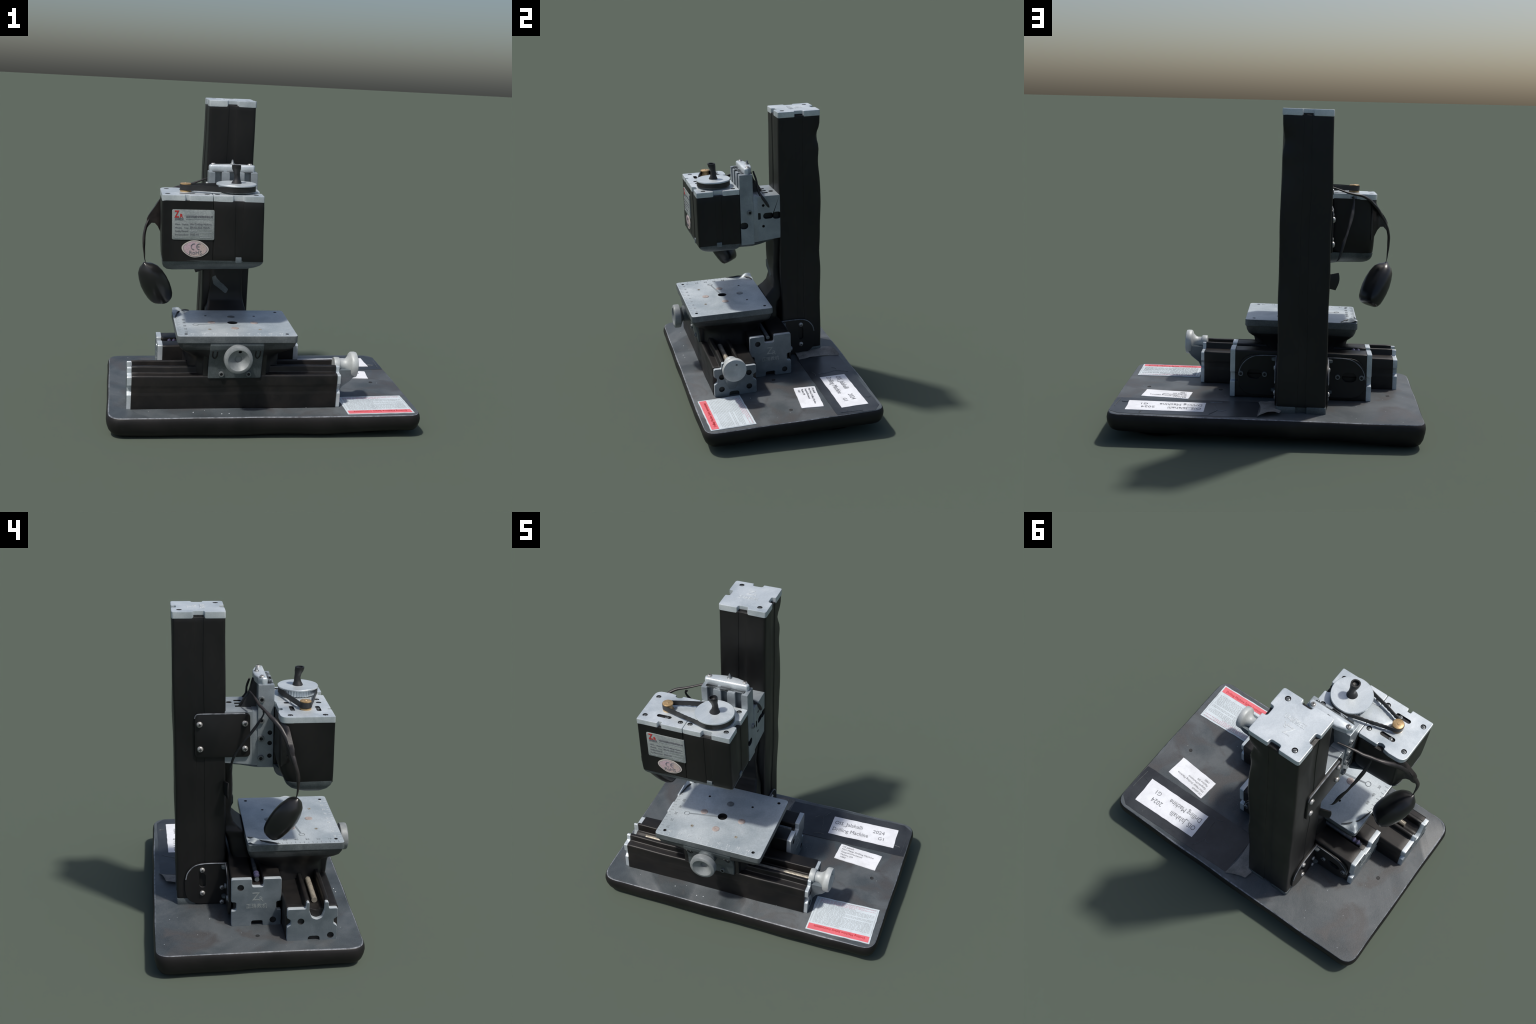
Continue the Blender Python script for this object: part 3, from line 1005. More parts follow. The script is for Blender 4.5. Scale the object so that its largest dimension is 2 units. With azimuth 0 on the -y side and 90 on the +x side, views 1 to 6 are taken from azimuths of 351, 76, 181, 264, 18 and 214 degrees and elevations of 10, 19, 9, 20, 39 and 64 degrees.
# ------------------------------------------------------- brackets at the foot
def foot_brackets():
    """angle pieces that tie the column to the cross rail"""
    for s in (-1, 1):
        bm = bmesh.new()
        xo = -0.363 if s < 0 else -0.062
        # leaf on the column's side: round nosed towards the back
        pr = rounded([(0.150, 0.158), (0.415, 0.158), (0.415, 0.436), (0.150, 0.436)], [0.004, 0.11, 0.13, 0.004], 8)
        a, b = (xo - 0.013, xo + 0.004) if s < 0 else (xo - 0.004, xo + 0.013)
        prism(bm, pr, 'x', a, b, 0.004)
        slot = stadium(0.305, 0.322, 0.030, 0.020, False)
        br = finish("angle_bracket", bm, ["black", "hole"], ROOT, lean, None, 40, bores([(slot, 'x', a - 0.02, b + 0.02)]))
        # leaf on the back of the cross rail, round nosed outwards
        bm = bmesh.new()
        w = 0.255
        x_in, x_out = (xo - 0.010, xo - w) if s < 0 else (xo + 0.010, xo + w)
        xa, xb = min(x_in, x_out), max(x_in, x_out)
        rr = [0.11, 0.004, 0.004, 0.13] if s < 0 else [0.004, 0.11, 0.13, 0.004]
        pr = rounded([(xa, 0.175), (xb, 0.175), (xb, 0.436), (xa, 0.436)], rr, 8)
        prism(bm, pr, 'y', 0.147, 0.164, 0.004)
        c0 = -0.514 if s < 0 else 0.090
        cut = bores([(stadium(c0, 0.312, 0.014, 0.032), 'y', 0.13, 0.19)])
        leaf = finish("bracket_leaf", bm, ["black", "hole"], br, lean, None, 40, cut)
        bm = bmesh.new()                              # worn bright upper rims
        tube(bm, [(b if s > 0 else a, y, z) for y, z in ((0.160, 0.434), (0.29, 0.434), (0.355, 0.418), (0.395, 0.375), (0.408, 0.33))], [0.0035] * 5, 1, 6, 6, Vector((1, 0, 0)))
        finish("worn_rim", bm, "rim", br)
        bm = bmesh.new()
        tube(bm, [(xo + s * u, 0.1635, z) for u, z in ((0.010, 0.4345), (0.10, 0.4345), (0.165, 0.424), (0.215, 0.390), (0.243, 0.345), (0.252, 0.30))], [0.0028] * 6, 1, 6, 6, Vector((0, 1, 0)))
        finish("worn_rim", bm, "rim", leaf)
        xs = (-0.44, -0.592) if s < 0 else (0.024, 0.176)
        for x in xs:
            instance("bolt", SCREW["socket"], leaf, (x, 0.164, 0.313), (0, 1, 0), lean)
        for z in (0.392, 0.235):
            instance("screw", SCREW["pan"], br, (a if s < 0 else b, 0.306, z), (s, 0, 0), lean, 0.4 * z * 10)
        for z in (0.27, 0.17):
            instance("screw", SCREW["pan"], br, (a if s < 0 else b, 0.185, z), (s, 0, 0), lean, 2 * z, 0.9)
        bm = bmesh.new()                              # weld gussets in the corner
        for z in (0.415, 0.215):
            lathe(bm, [(0.004, -0.012), (0.022, -0.008), (0.022, 0.008), (0.004, 0.012)], (xo + s * 0.022, 0.168, z), 'z', 8)
        finish("corner_gusset", bm, "belly", br)
    # dark mass in front of the column, including the scan's filler web
    bm = bmesh.new()
    secs = [(1.10, -0.345, -0.085, 0.110, 0.175, 0.01), (1.0, -0.330, -0.10, 0.116, 0.175, 0.02), (0.85, -0.320, -0.11, 0.120, 0.175, 0.02), (0.75, -0.320, -0.10, 0.122, 0.175, 0.02),
            (0.69, -0.325, -0.09, 0.110, 0.175, 0.02), (0.66, -0.33, -0.085, 0.085, 0.175, 0.02), (0.63, -0.345, -0.08, 0.050, 0.175, 0.02), (0.59, -0.345, -0.07, 0.030, 0.155, 0.04), (0.54, -0.350, -0.06, 0.015, 0.140, 0.05), (0.49, -0.355, -0.05, 0.010, 0.130, 0.05), (0.45, -0.36, -0.05, 0.0, 0.12, 0.05)]
    rings = []
    bm2 = bmesh.new()
    fine = []
    for a, b in zip(secs, secs[1:]):
        for k in range(4):
            t = k / 4
            fine.append(tuple(p * (1 - t) + q * t for p, q in zip(a, b)))
    fine.append(secs[-1])
    for z, xa, xb, ya, yb, r in fine:
        pr = densify(rect(xa, xb, ya, yb, r, 3), 0.03)[:]
        rings.append(z)
        del pr
    loft_rects(bm2, fine, 4)
    bm.free()
    bm = bmesh.new()                                   # grey faceted lump on the front of the column
    pr = rounded([(-0.300, 0.845), (-0.265, 0.858), (-0.222, 0.826), (-0.186, 0.80), (-0.196, 0.765), (-0.208, 0.738), (-0.245, 0.768), (-0.288, 0.80)], 0.008, 3)
    prism(bm, pr, 'y', 0.100, 0.135, 0.004)
    for v in bm.verts:
        v.co.y += 0.10 * (v.co.x + 0.245) + 0.012 * noise.noise(v.co * 18)
    finish("grey_lump", bm, "belly", ROOT, same, None, 25)
    finish("column_fill", bm2, "black", ROOT, lean, (0.012, 7, 9), 60)


# --------------------------------------------------------------- drill head
def arm_block(head):
    """aluminium block that hangs on the column and carries the slide"""
    X0, X1 = -0.364, -0.062
    bm = bmesh.new()
    prism(bm, rect(X0 + 0.001, X1 - 0.001, -0.026, 0.168, 0.004, 2), 'z', 1.082, 1.402, 0.006)
    for v in bm.verts:                                  # underside droops towards the slide
        if v.co.z < 1.11:
            v.co.z -= 0.018 * max(0, (0.10 - v.co.y) / 0.13)
    cut = [(stadium(0.080, 1.255, 0.016, 0.022), 'x', X1 - 0.03, X1 + 0.02), (stadium(0.142, 1.253, 0.008, 0.026), 'x', X1 - 0.03, X1 + 0.02),
           (circle(0.044, 1.333, 0.010, 14), 'x', X1 - 0.02, X1 + 0.02), (circle(0.043, 1.180, 0.010, 14), 'x', X1 - 0.02, X1 + 0.02),
           (rect(-0.03, 0.025, 1.232, 1.280, 0.008), 'x', X1 - 0.012, X1 + 0.02)]
    for x in (-0.148, -0.205, -0.262):
        cut.append((rect(x - 0.014, x + 0.014, 0.055, 0.100, 0.006), 'z', 1.38, 1.43))
    cut.append((circle(-0.21, 0.020, 0.014, 14), 'z', 1.38, 1.43))
    cut.append((circle(-0.18, 0.130, 0.018, 18), 'z', 1.393, 1.43))
    blk = finish("arm_block", bm, ["slide", "hole"], head, lean, None, 30, bores(cut))
    bm = bmesh.new()                                     # thin mounting plate between block and slide
    prism(bm, rect(X0, X1, -0.027, 0.006, 0.003, 2), 'z', 1.068, 1.406, 0.004)
    finish("mounting_plate", bm, "slide", blk, lean, (0.002, 8, 2), 40)
    # black side plate with four cross-head screws
    bm = bmesh.new()
    pr = rounded([(0.018, 1.124), (0.345, 1.124), (0.345, 1.392), (0.018, 1.392)], 0.028, 5)
    pr = [(u, v) for u, v in pr]
    prism(bm, pr, 'x', X0 - 0.014, X0 + 0.012, 0.006)
    sp = finish("side_plate", bm, "black", head, lean, (0.002, 8, 2), 40)
    bm = bmesh.new()
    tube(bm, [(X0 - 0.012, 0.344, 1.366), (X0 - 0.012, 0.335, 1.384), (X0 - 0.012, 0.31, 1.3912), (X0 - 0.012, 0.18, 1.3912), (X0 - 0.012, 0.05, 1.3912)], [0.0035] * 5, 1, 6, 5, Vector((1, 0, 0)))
    finish("worn_rim", bm, "rim", sp)
    for y, z in ((0.315, 1.337), (0.050, 1.340), (0.312, 1.186), (0.049, 1.185)):
        instance("screw", SCREW["pan"], sp, (X0 - 0.014, y, z - 0.008), (-1, 0, 0), lean, 0.5 + z, 1.1)
    return blk


def slide(head):
    X0, X1 = -0.368, -0.063
    y0, y1 = -0.121, -0.026
    W = X1 - X0
    pts, rad = [(X0, y1), (X0, y0)], [0.004, 0.006]
    for c in (0.060, 0.150, 0.242):                       # three T slots open to the front
        c = X0 + c
        n, w = 0.020, 0.031
        pts += [(c - n, y0), (c - n, y0 + 0.020), (c - w, y0 + 0.020), (c - w, y0 + 0.040), (c + w, y0 + 0.040), (c + w, y0 + 0.020), (c + n, y0 + 0.020), (c + n, y0)]
        rad += [0.003] * 8
    pts += [(X1, y0), (X1, y1)]
    rad += [0.006, 0.004]
    pr = rounded(pts, rad, 2)
    bm = bmesh.new()
    prism(bm, pr, 'z', 1.054, 1.563, 0.005, 0.1)
    cut = [(stadium(-0.098, 1.196, 0.006, 0.024, True), 'x', X1 - 0.02, X1 + 0.02)]
    for z in (1.27, 1.205, 1.125):
        cut.append((circle(-0.098, z, 0.014, 14), 'x', X0 - 0.02, X0 + 0.015))
    sl = finish("tool_slide", bm, ["slide", "hole"], head, lean_head, None, 30, bores(cut))
    for z in (1.475, 1.348, 1.236, 1.112):
        instance("bolt", SCREW["socket"], sl, (X0, -0.046, z), (-1, 0, 0), lean_head, 0, 1.15)
    for z in (1.290,):
        instance("bolt", SCREW["socket"], sl, (X1, -0.055, z), (1, 0, 0), lean_head, 0, 1.1)
    # bow-backed keeper on top
    pts = [(-0.356, -0.082), (-0.080, -0.080)]
    pts += [(-0.072 - 0.0, -0.055), (-0.10, -0.030), (-0.16, -0.012), (-0.22, -0.006), (-0.28, -0.010), (-0.335, -0.026), (-0.364, -0.052)]
    bm = bmesh.new()
    prism(bm, rounded(pts, 0.012, 3), 'z', 1.555, 1.603, 0.010)
    kp = finish("slide_keeper", bm, "alu", sl, lean_head, (0.004, 12, 3), 45)
    for x in (-0.335, -0.105):
        instance("screw", SCREW["pan"], kp, (x, -0.050, 1.600), (0, 0, 1), lean_head, 0.3, 0.95)
    bm = bmesh.new()
    lathe(bm, [(0.017, 1.598), (0.016, 1.606), (0.009, 1.612), (0.006, 1.626), (0.003, 1.632)], (-0.212, -0.030, 0), 'z', 14)
    finish("peg", bm, "greysteel", kp, lean_head)
    # dark packed wedge behind the slide
    bm = bmesh.new()
    n = 10
    rings = []
    for i in range(n + 1):
        t = i / n
        z = 1.39 + 0.18 * t
        yb = 0.085 * (1 - t) ** 1.6 - 0.004 * t
        w = 0.022 + 0.030 * (1 - t)
        rings.append([(-0.235 - w, -0.035, z), (-0.235 + w, -0.035, z), (-0.235 + w * 0.8, yb - 0.012, z), (-0.230, yb, z), (-0.240, yb + 0.003, z), (-0.235 - w * 0.8, yb - 0.006, z)])
    bridge(bm, rings)
    finish("wire_packing", bm, "rubber", sl, lean_head, (0.007, 16, 4), 50)
    return sl


def loop_belt(c0, r0, c1, r1, n=40):
    """open belt line round two pulleys, counter-clockwise"""
    d = Vector(c1) - Vector(c0)
    L = d.length
    base = math.atan2(d.y, d.x)
    a = math.acos((r0 - r1) / L)
    pts = []
    for i in range(n + 1):
        t = base + a + (2 * math.pi - 2 * a) * i / n
        pts.append((c0[0] + r0 * math.cos(t), c0[1] + r0 * math.sin(t)))
    for i in range(n + 1):
        t = base - a + 2 * a * i / n
        pts.append((c1[0] + r1 * math.cos(t), c1[1] + r1 * math.sin(t)))
    return pts


def drill_head():
    head = bpy.data.objects.new("drill_head", None)
    bpy.context.scene.collection.objects.link(head)
    head.parent = ROOT
    arm_block(head)
    slide(head)

    XL, XM, XR = -0.669, -0.368, -0.065
    YF, YB = -0.4275, -0.121
    # spindle body: slotted extrusion
    cx, cy = (XM + XR) / 2, (YF + YB) / 2
    bm = bmesh.new()
    pr = slotted(XM - 0.004, XR, YF, YB, {'b': [(cx + 0.004, 0.045, 0.003)], 'r': [(cy, 0.045, 0.003)]}, 0.014, 0.02)
    prism(bm, densify(pr, 0.03), 'z', 1.068, 1.428, 0.001, 0.04)
    body = finish("spindle_body", bm, "black", head, lean_head, (0.004, 5, 3), 50)
    # motor: rounded at its back, tapering under
    bm = bmesh.new()
    lv = [(1.068, 0.034, 0.003), (1.09, 0.022, 0.001), (1.12, 0.010, 0), (1.16, 0.001, 0), (1.22, 0, 0), (1.28, 0, 0), (1.35, 0, 0), (1.40, 0, 0), (1.428, 0, 0)]
    rings = []
    for z, back, side in lv:
        p = rounded([(XL + side, YF), (XM, YF), (XM, YB - back), (XL + side, YB - back)], [0.012, 0.002, 0.05, 0.075], 8)
        rings.append([(u, v, z) for u, v in densify(p, 0.03)] if False else [(u, v, z) for u, v in p])
    bridge(bm, rings)
    motor = finish("motor", bm, "black", head, lean_head, (0.004, 5, 7), 50)

    # top plates
    ZT = 1.462
    bm = bmesh.new()
    pts = [(XL, YF), (-0.532, YF), (-0.532, YF + 0.022), (-0.508, YF + 0.022), (-0.508, YF), (XM - 0.0015, YF), (XM - 0.0015, YB - 0.006), (-0.49, YB - 0.006), (-0.49, YB - 0.022),
           (-0.512, YB - 0.03), (-0.534, YB - 0.022), (-0.534, YB - 0.004), (-0.57, YB + 0.002), (XL, YB)]
    rad = [0.008, 0.007, 0.006, 0.006, 0.007, 0.006, 0.01, 0.007, 0.01, 0.02, 0.01, 0.007, 0.03, 0.078]
    pr = rounded(pts, rad, 5)
    prism(bm, pr, 'z', 1.424, ZT, 0.0038)
    holes = [(-0.634, -0.375), (-0.632, -0.178), (-0.402, -0.374), (-0.400, -0.186)]
    cut = [(circle(x, y, 0.016, 18), 'z', ZT - 0.012, ZT + 0.01) for x, y in holes]
    cut += [(stadium(-0.517, -0.353, 0.034, 0.0135), 'z', ZT - 0.012, ZT + 0.01), (stadium(-0.510, -0.203, 0.034, 0.0135), 'z', ZT - 0.012, ZT + 0.01)]
    tp = finish("motor_top_plate", bm, ["alu", "hole"], head, lean_head, None, 30, bores(cut))
    for x, y in holes + [(-0.500, -0.353), (-0.530, -0.203)]:
        instance("sunk_screw", SCREW["sunk"], tp, (x, y, ZT), (0, 0, 1), lean_head, x * 20)
    bm = bmesh.new()
    pr = slotted(XM + 0.0015, XR, YF, YB, {'b': [(cx, 0.066, 0.030)], 'r': [(cy, 0.066, 0.030)]}, 0.007, 0.014)
    prism(bm, pr, 'z', 1.424, ZT, 0.0038)
    holes = [(-0.340, -0.372), (-0.108, -0.372), (-0.106, -0.160)]
    sp = finish("spindle_top_plate", bm, ["alu", "hole"], head, lean_head, None, 30,
                bores([(circle(x, y, 0.016, 18), 'z', ZT - 0.012, ZT + 0.01) for x, y in holes]))
    for x, y in holes:
        instance("sunk_screw", SCREW["sunk"], sp, (x, y, ZT), (0, 0, 1), lean_head, x * 20)
    # raised plates standing in for the dark-outlined recess under the belt
    bm = bmesh.new()
    prism(bm, stadium(-0.385, -0.272, 0.045, 0.062), 'z', ZT - 0.004, ZT + 0.0015, 0)
    finish("seam_outline", bm, "greysteel", tp, lean_head)
    bm = bmesh.new()
    prism(bm, stadium(-0.385, -0.272, 0.045, 0.0585), 'z', ZT - 0.004, ZT + 0.0028, 0.001)
    finish("belt_recess_plate", bm, "alu", tp, lean_head)

    # belly castings underneath
    bm = bmesh.new()
    lv = [(0.994, 0.16, 0.13), (0.998, 0.12, 0.09), (1.008, 0.075, 0.05), (1.025, 0.035, 0.02), (1.045, 0.012, 0.006), (1.062, 0.002, 0.002), (1.072, 0, 0)]
    rings = []
    for z, b_, s_ in lv:
        p = rounded([(XL + s_ * 0.6, YF + b_ * 0.75), (XR - s_ * 0.7, YF + b_ * 0.75), (XR - s_ * 0.7, YB - b_ * 0.3), (XM, YB - b_ * 0.3), (-0.45, YB - 0.030 - b_ * 0.75), (XL + s_ * 0.6, YB - 0.036 - b_ * 0.85)],
                    [0.02, 0.02, 0.02, 0.02, 0.05, 0.06], 6)
        rings.append([(u, v, z + 0.010 * max(0, (u + 0.2) / 0.14) * (1.07 - z) / 0.07 * 2) for u, v in p])
    bridge(bm, rings)
    belly = finish("bottom_casting", bm, "belly", head, lean_head, (0.006, 7, 5), 60)
    bm = bmesh.new()
    prism(bm, rect(-0.232, -0.196, 1.060, 1.094, 0.004), 'y', YF - 0.003, YF + 0.02, 0.002)
    prism(bm, rect(-0.300, -0.262, 1.060, 1.092, 0.004), 'x', XR - 0.02, XR + 0.004, 0.002)
    finish("slot_stop", bm, "cap", belly, lean_head)
    # lump added for the scan's bulge under the slide and the arm
    bm = bmesh.new()
    loft_rects(bm, [(1.012, -0.25, -0.17, -0.13, -0.04, 0.03), (1.020, -0.28, -0.13, -0.16, 0.0, 0.04), (1.038, -0.310, -0.10, -0.18, 0.040, 0.04), (1.060, -0.335, -0.08, -0.19, 0.085, 0.03),
                    (1.075, -0.360, -0.068, -0.19, 0.125, 0.02), (1.10, -0.360, -0.068, -0.19, 0.14, 0.02)], 5)
    finish("arm_underside", bm, "belly", head, lean, (0.006, 9, 5), 60)
    # toothed pulley, hub post, brass pinion, belt
    pc, bc = (-0.216, -0.277), (-0.522, -0.279)
    bm = bmesh.new()
    n = 80
    rings = []
    for z, r, tooth in ((1.470, 0.1, 0), (1.470, 0.108, 1), (1.508, 0.108, 1)):
        rings.append([(pc[0] + (r - tooth * 0.005 * (i % 2)) * math.cos(2 * math.pi * i / n), pc[1] + (r - tooth * 0.005 * (i % 2)) * math.sin(2 * math.pi * i / n), z) for i in range(n)])
    bridge(bm, rings)
    pul = finish("pulley", bm, "alu", head, lean_head, None, 20)
    bm = bmesh.new()
    lathe(bm, [(0.118, 1.507), (0.1215, 1.509), (0.1215, 1.515), (0.119, 1.518), (0.110, 1.518), (0.040, 1.5175), (0.03, 1.5175)], (*pc, 0), 'z', 64)
    finish("pulley_flange", bm, "alu", pul, lean_head, (0.0015, 14, 2), 40)
    bm = bmesh.new()
    segs = [(0.032, 1.516, 0, 0), (0.030, 1.522, 0, 0), (0.022, 1.538, 0.002, 0.002), (0.0185, 1.560, 0.003, 0.004), (0.020, 1.585, 0.0, 0), (0.026, 1.605, -0.002, -0.005), (0.028, 1.622, -0.003, -0.008), (0.0275, 1.628, -0.003, -0.008),
            (0.020, 1.628, -0.003, -0.008), (0.017, 1.612, -0.003, -0.008), (0.004, 1.606, -0.002, -0.006)]
    rings = [[(pc[0] + dx + r * math.cos(2 * math.pi * i / 24), pc[1] + dy + r * math.sin(2 * math.pi * i / 24), z) for i in range(24)] for r, z, dx, dy in segs]
    bridge(bm, rings)
    finish("spindle_post", bm, "rubber", pul, lean_head, (0.002, 30, 2), 50)
    bm = bmesh.new()
    lathe(bm, [(0.034, 1.455), (0.034, 1.470), (0.028, 1.474), (0.027, 1.500), (0.033, 1.504), (0.033, 1.511), (0.030, 1.513), (0.008, 1.513), (0.006, 1.515), (0.002, 1.515)], (*bc, 0), 'z', 26)
    finish("brass_pinion", bm, "brass", head, lean_head, None, 40)
    line = loop_belt(pc, 0.1135, bc, 0.031)
    line = densify(line, 0.014)
    outer = offset(line, -0.004)
    n = len(line)
    bm = bmesh.new()
    z0, z1 = 1.474, 1.506
    rr = []
    for i in range(n):
        inn = offset(line, 0.003 + (0.0035 if i % 2 else 0))[i] if False else line[i]
        rr.append((inn, outer[i]))
    va = []
    for i, (a, b) in enumerate(rr):
        ax, ay = a
        if i % 2:                                         # inner teeth
            ax, ay = ax + (b[0] - ax) * -0.7, ay + (b[1] - ay) * -0.7
        va.append([bm.verts.new((ax, ay, z0)), bm.verts.new((b[0], b[1], z0)), bm.verts.new((b[0], b[1], z1)), bm.verts.new((ax, ay, z1))])
    for i in range(n):
        a, b = va[i], va[(i + 1) % n]
        for k in range(4):
            bm.faces.new((a[k], a[(k + 1) % 4], b[(k + 1) % 4], b[k]))
    finish("drive_belt", bm, "rubber", head, lean_head, (0.002, 12, 2), 25)

    # name plate
    yf = YF - 0.001
    bm = bmesh.new()
    pr = rect(-0.611, -0.362, 1.198, 1.377, 0.010, 4)
    prism(bm, densify(pr, 0.02), 'y', YF - 0.0045, YF + 0.006, 0.001)
    npl = finish("name_plate", bm, "plate", head, lean_head, None)
    y = YF - 0.0052
    R_, U_ = (1, 0, 0), (0, 0, 1)

    def put(s, size, x, z, w, mat="ink", bold=0.0):
        text("lettering", s, size, mat, npl, (x, y, z), R_, U_, lean_head, width=w, bold=bold)
    put("Z", 0.057, -0.596, 1.331, 0.028, "logo_red", 0.0016)
    put("R", 0.030, -0.566, 1.331, 0.018, "logo_red", 0.0010)
    put("正瑞教机", 0.015, -0.597, 1.317, 0.054, "ink", 0.0003)
    put("西安正瑞教育设备有限公司", 0.015, -0.530, 1.331, 0.157, "ink", 0.0003)
    put("Xi'an Zhengrui Educational Equipment Co., Ltd", 0.008, -0.530, 1.320, 0.157, "fine_ink")
    for i, (a, wa, b, wb) in enumerate((("Mach  Name:", 0.078, "Mini Drilling Machine", 0.126), ("Model   No:", 0.078, "ZR42-360 MDG", 0.115),
                                        ("Quality Control:", 0.078, "qualified", 0.04), ("Produce Date:", 0.078, "2022-06", 0.052))):
        z = 1.287 - 0.0205 * i
        put(a, 0.013, -0.595, z, wa)
        put(b, 0.016, -0.507, z, wb, "ink" if i != 2 else "fine_ink")
    put("Serial No", 0.009, -0.595, 1.208, 0.045, "fine_ink")
    put("www.example.com" if False else "Made for schools", 0.009, -0.445, 1.208, 0.066, "fine_ink")
    bm = bmesh.new()
    for i in range(4):
        z = 1.283 - 0.0205 * i
        prism(bm, rect(-0.508, -0.377, z - 0.0006, z + 0.0006), 'y', y, YF, 0)
    finish("ruled_line", bm, "fine_ink", npl, lean_head)
    # oval approval sticker
    cx0, cz0, a_, b_ = -0.474, 1.144, 0.078, 0.050
    tilt = math.radians(-4)

    def oval(k):
        out = []
        for i in range(48):
            t = 2 * math.pi * i / 48
            rr_ = k * (1 + 0.03 * math.cos(4 * t) + 0.02 * noise.noise(Vector((math.cos(t) * 2, math.sin(t) * 2, 0))))
            u, v = (a_ - 0 + (k - 1) * 0) * rr_ * math.cos(t), b_ * rr_ * math.sin(t)
            out.append((cx0 + u * math.cos(tilt) - v * math.sin(tilt), cz0 + u * math.sin(tilt) + v * math.cos(tilt)))
        return out
    ov = None
    for k, d, m in ((1.0, 0.0040, "oval_rim"), (0.90, 0.0048, "ink"), (0.865, 0.0055, "oval")):
        bm = bmesh.new()
        prism(bm, oval(k), 'y', YF - d, YF + 0.004, 0)
        o = finish("approval_sticker" if ov is None else "sticker_layer", bm, m, head if ov is None else ov, lean_head)
        ov = ov or o
    y2 = YF - 0.0062
    bm = bmesh.new()                                        # round-backed C and E
    for c, mid in ((-0.482, False), (-0.450, True)):
        arc = [(c + 0.017 * math.cos(math.radians(t)), y2, 1.159 + 0.0175 * math.sin(math.radians(t))) for t in range(70, 295, 25)]
        tube(bm, arc, [0.0022] * len(arc), 1, 6, 3, Vector((0, 1, 0)))
        if mid:
            tube(bm, [(c - 0.016, y2, 1.159), (c - 0.008, y2, 1.159), (c, y2, 1.159)], [0.002] * 3, 1, 6, 3, Vector((0, 1, 0)))
    finish("lettering", bm, "ink", ov, lean_head)
    text("lettering", "RoHS", 0.032, "ink", ov, (-0.512, y2, 1.112), R_, U_, lean_head, width=0.074)
    return head


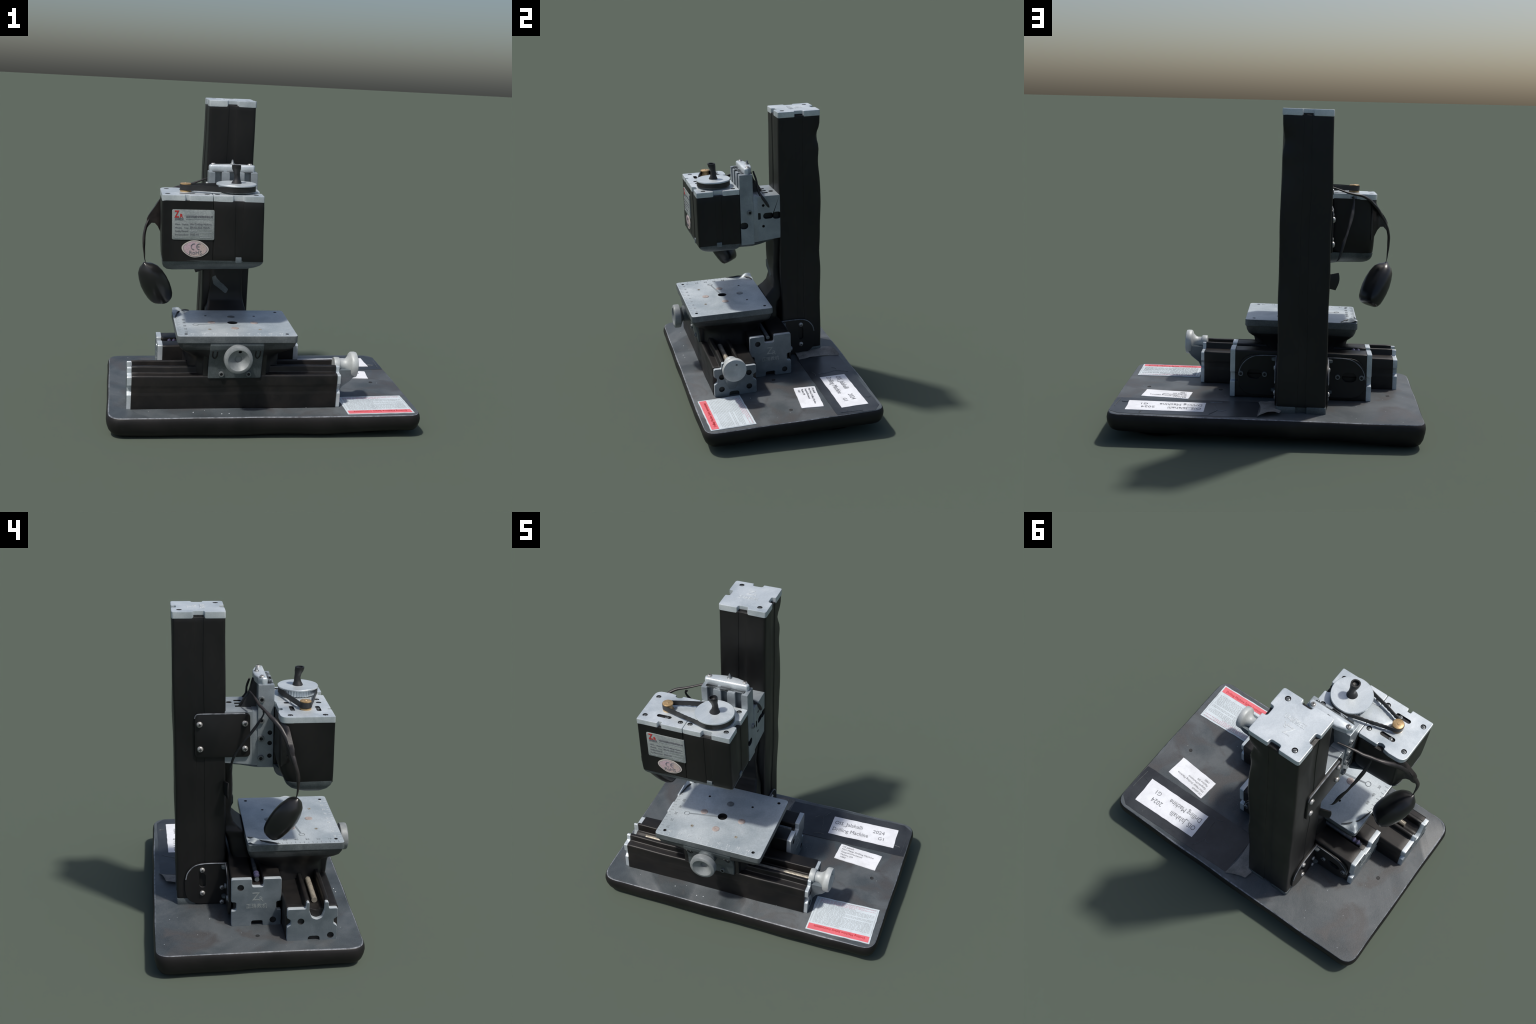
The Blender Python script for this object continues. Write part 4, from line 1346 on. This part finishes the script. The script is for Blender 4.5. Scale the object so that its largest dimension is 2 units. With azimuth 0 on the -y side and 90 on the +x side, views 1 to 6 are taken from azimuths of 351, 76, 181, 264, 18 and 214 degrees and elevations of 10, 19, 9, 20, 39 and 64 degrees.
# ------------------------------------------------------------ leads and plug
def leads():
    bm = bmesh.new()
    axis0, axis1 = Vector((-0.752, -0.231, 0.983)), Vector((-0.636, -0.114, 0.746))
    d = (axis1 - axis0)
    L = d.length
    t = d.normalized()
    u = Vector((0.80, -0.62, 0.06))
    u = (u - t * u.dot(t)).normalized()
    w = t.cross(u)
    rings = []
    for k, a, b in ((-0.06, 0.006, 0.006), (0.0, 0.022, 0.020), (0.05, 0.044, 0.038), (0.15, 0.064, 0.055), (0.30, 0.076, 0.066), (0.48, 0.084, 0.072), (0.66, 0.085, 0.073),
                    (0.82, 0.081, 0.069), (0.93, 0.076, 0.062), (1.00, 0.068, 0.053), (1.035, 0.056, 0.042), (1.045, 0.03, 0.022)):
        c = axis0 + d * k
        ring = []
        for i in range(36):
            an = 2 * math.pi * i / 36
            cs, sn = math.cos(an), math.sin(an)
            e = 0.78
            ring.append(c + u * a * math.copysign(abs(cs) ** e, cs) + w * b * math.copysign(abs(sn) ** e, sn))
        rings.append(ring)
    bridge(bm, rings)
    finish("power_plug", bm, "plug", ROOT, same, (0.004, 9, 2), 50)

    bm = bmesh.new()
    tube(bm, [(-0.330, -0.015, 1.51), (-0.385, -0.028, 1.500), (-0.427, -0.041, 1.484), (-0.515, -0.070, 1.457), (-0.592, -0.102, 1.437), (-0.656, -0.152, 1.385), (-0.709, -0.188, 1.311), (-0.738, -0.206, 1.254),
              (-0.757, -0.221, 1.205), (-0.764, -0.237, 1.125), (-0.760, -0.235, 1.04), (-0.752, -0.229, 1.003), (-0.742, -0.228, 0.970)],
         [0.005, 0.006, 0.008, 0.010, 0.013, 0.015, 0.0145, 0.014, 0.0135, 0.0115, 0.006, 0.003, 0.003], 0.7, 12, 8)
    cab = finish("power_lead", bm, "sheath", ROOT, same, (0.003, 18, 2), 50)
    bm = bmesh.new()                                           # gap between motor and lead that the scan filled in, built solid
    rings = []
    for x, y, zt, zb, th in ((-0.640, -0.165, 1.425, 1.15, 0.010), (-0.662, -0.182, 1.405, 1.175, 0.014), (-0.682, -0.190, 1.372, 1.218, 0.014), (-0.702, -0.194, 1.342, 1.238, 0.014),
                             (-0.722, -0.200, 1.312, 1.238, 0.013), (-0.740, -0.206, 1.285, 1.220, 0.012), (-0.752, -0.212, 1.262, 1.20, 0.006)):
        rings.append([(x, y - th, zb), (x, y - th, zt), (x, y + th, zt), (x, y + th, zb)])
    bridge(bm, rings)
    finish("scan_web", bm, "sheath", cab, same, (0.004, 14, 3), 70)
    bm = bmesh.new()
    tube(bm, [(-0.510, -0.075, 1.443), (-0.518, -0.070, 1.415), (-0.508, -0.02, 1.335), (-0.478, 0.055, 1.228), (-0.45, 0.095, 1.15), (-0.429, 0.118, 1.074), (-0.41, 0.125, 1.05)],
         [0.010, 0.006, 0.012, 0.007, 0.012, 0.007, 0.001], 0.5, 8, 8, Vector((1, 0.4, 0)))
    finish("thin_wire", bm, "rubber", ROOT, same, (0.002, 25, 2), 50)
    bm = bmesh.new()
    tube(bm, [(-0.20, -0.025, 1.551), (-0.15, -0.012, 1.486), (-0.10, -0.012, 1.432), (-0.063, 0.010, 1.390), (-0.057, 0.045, 1.337), (-0.059, 0.058, 1.318)], [0.006, 0.007, 0.008, 0.010, 0.010, 0.004], 0.9, 8, 8)
    finish("thin_wire", bm, "rubber", ROOT, same, (0.002, 25, 2), 50)
    # loose flap of sheathing at the column's front left edge
    bm = bmesh.new()
    n = 10
    rings = []
    for i in range(n + 1):
        t_ = i / n
        z = 0.868 + 0.112 * t_
        xo = -0.408 - 0.022 * math.sin(t_ * math.pi * 0.75) - 0.002 * t_
        th = 0.006 + 0.006 * math.sin(t_ * math.pi)
        rings.append([(-0.345, 0.158, z * 0.7 + 0.28), (-0.345, 0.146, z * 0.7 + 0.28), (xo, 0.126, z), (xo - 0.002, 0.126 + th, z)])
    bridge(bm, rings)
    finish("sheath_flap", bm, "rubber", ROOT, same, None, 60)


# -------------------------------------------------------------------- build
def main():
    global ROOT
    build_materials()
    SCREW["pan"] = pan_screw_mesh()
    SCREW["socket"] = socket_bolt_mesh()
    SCREW["sunk"] = sunk_screw_mesh()
    ROOT = bpy.data.objects.new("drilling_machine", None)
    bpy.context.scene.collection.objects.link(ROOT)
    ROOT["label"] = "small black and silver bench drilling machine on a black board"
    ROOT["category"] = "drill press"
    base = base_plate()
    labels_on_base(base)
    column()
    front_rail()
    cross_rail()
    work_table()
    foot_brackets()
    drill_head()
    leads()


main()
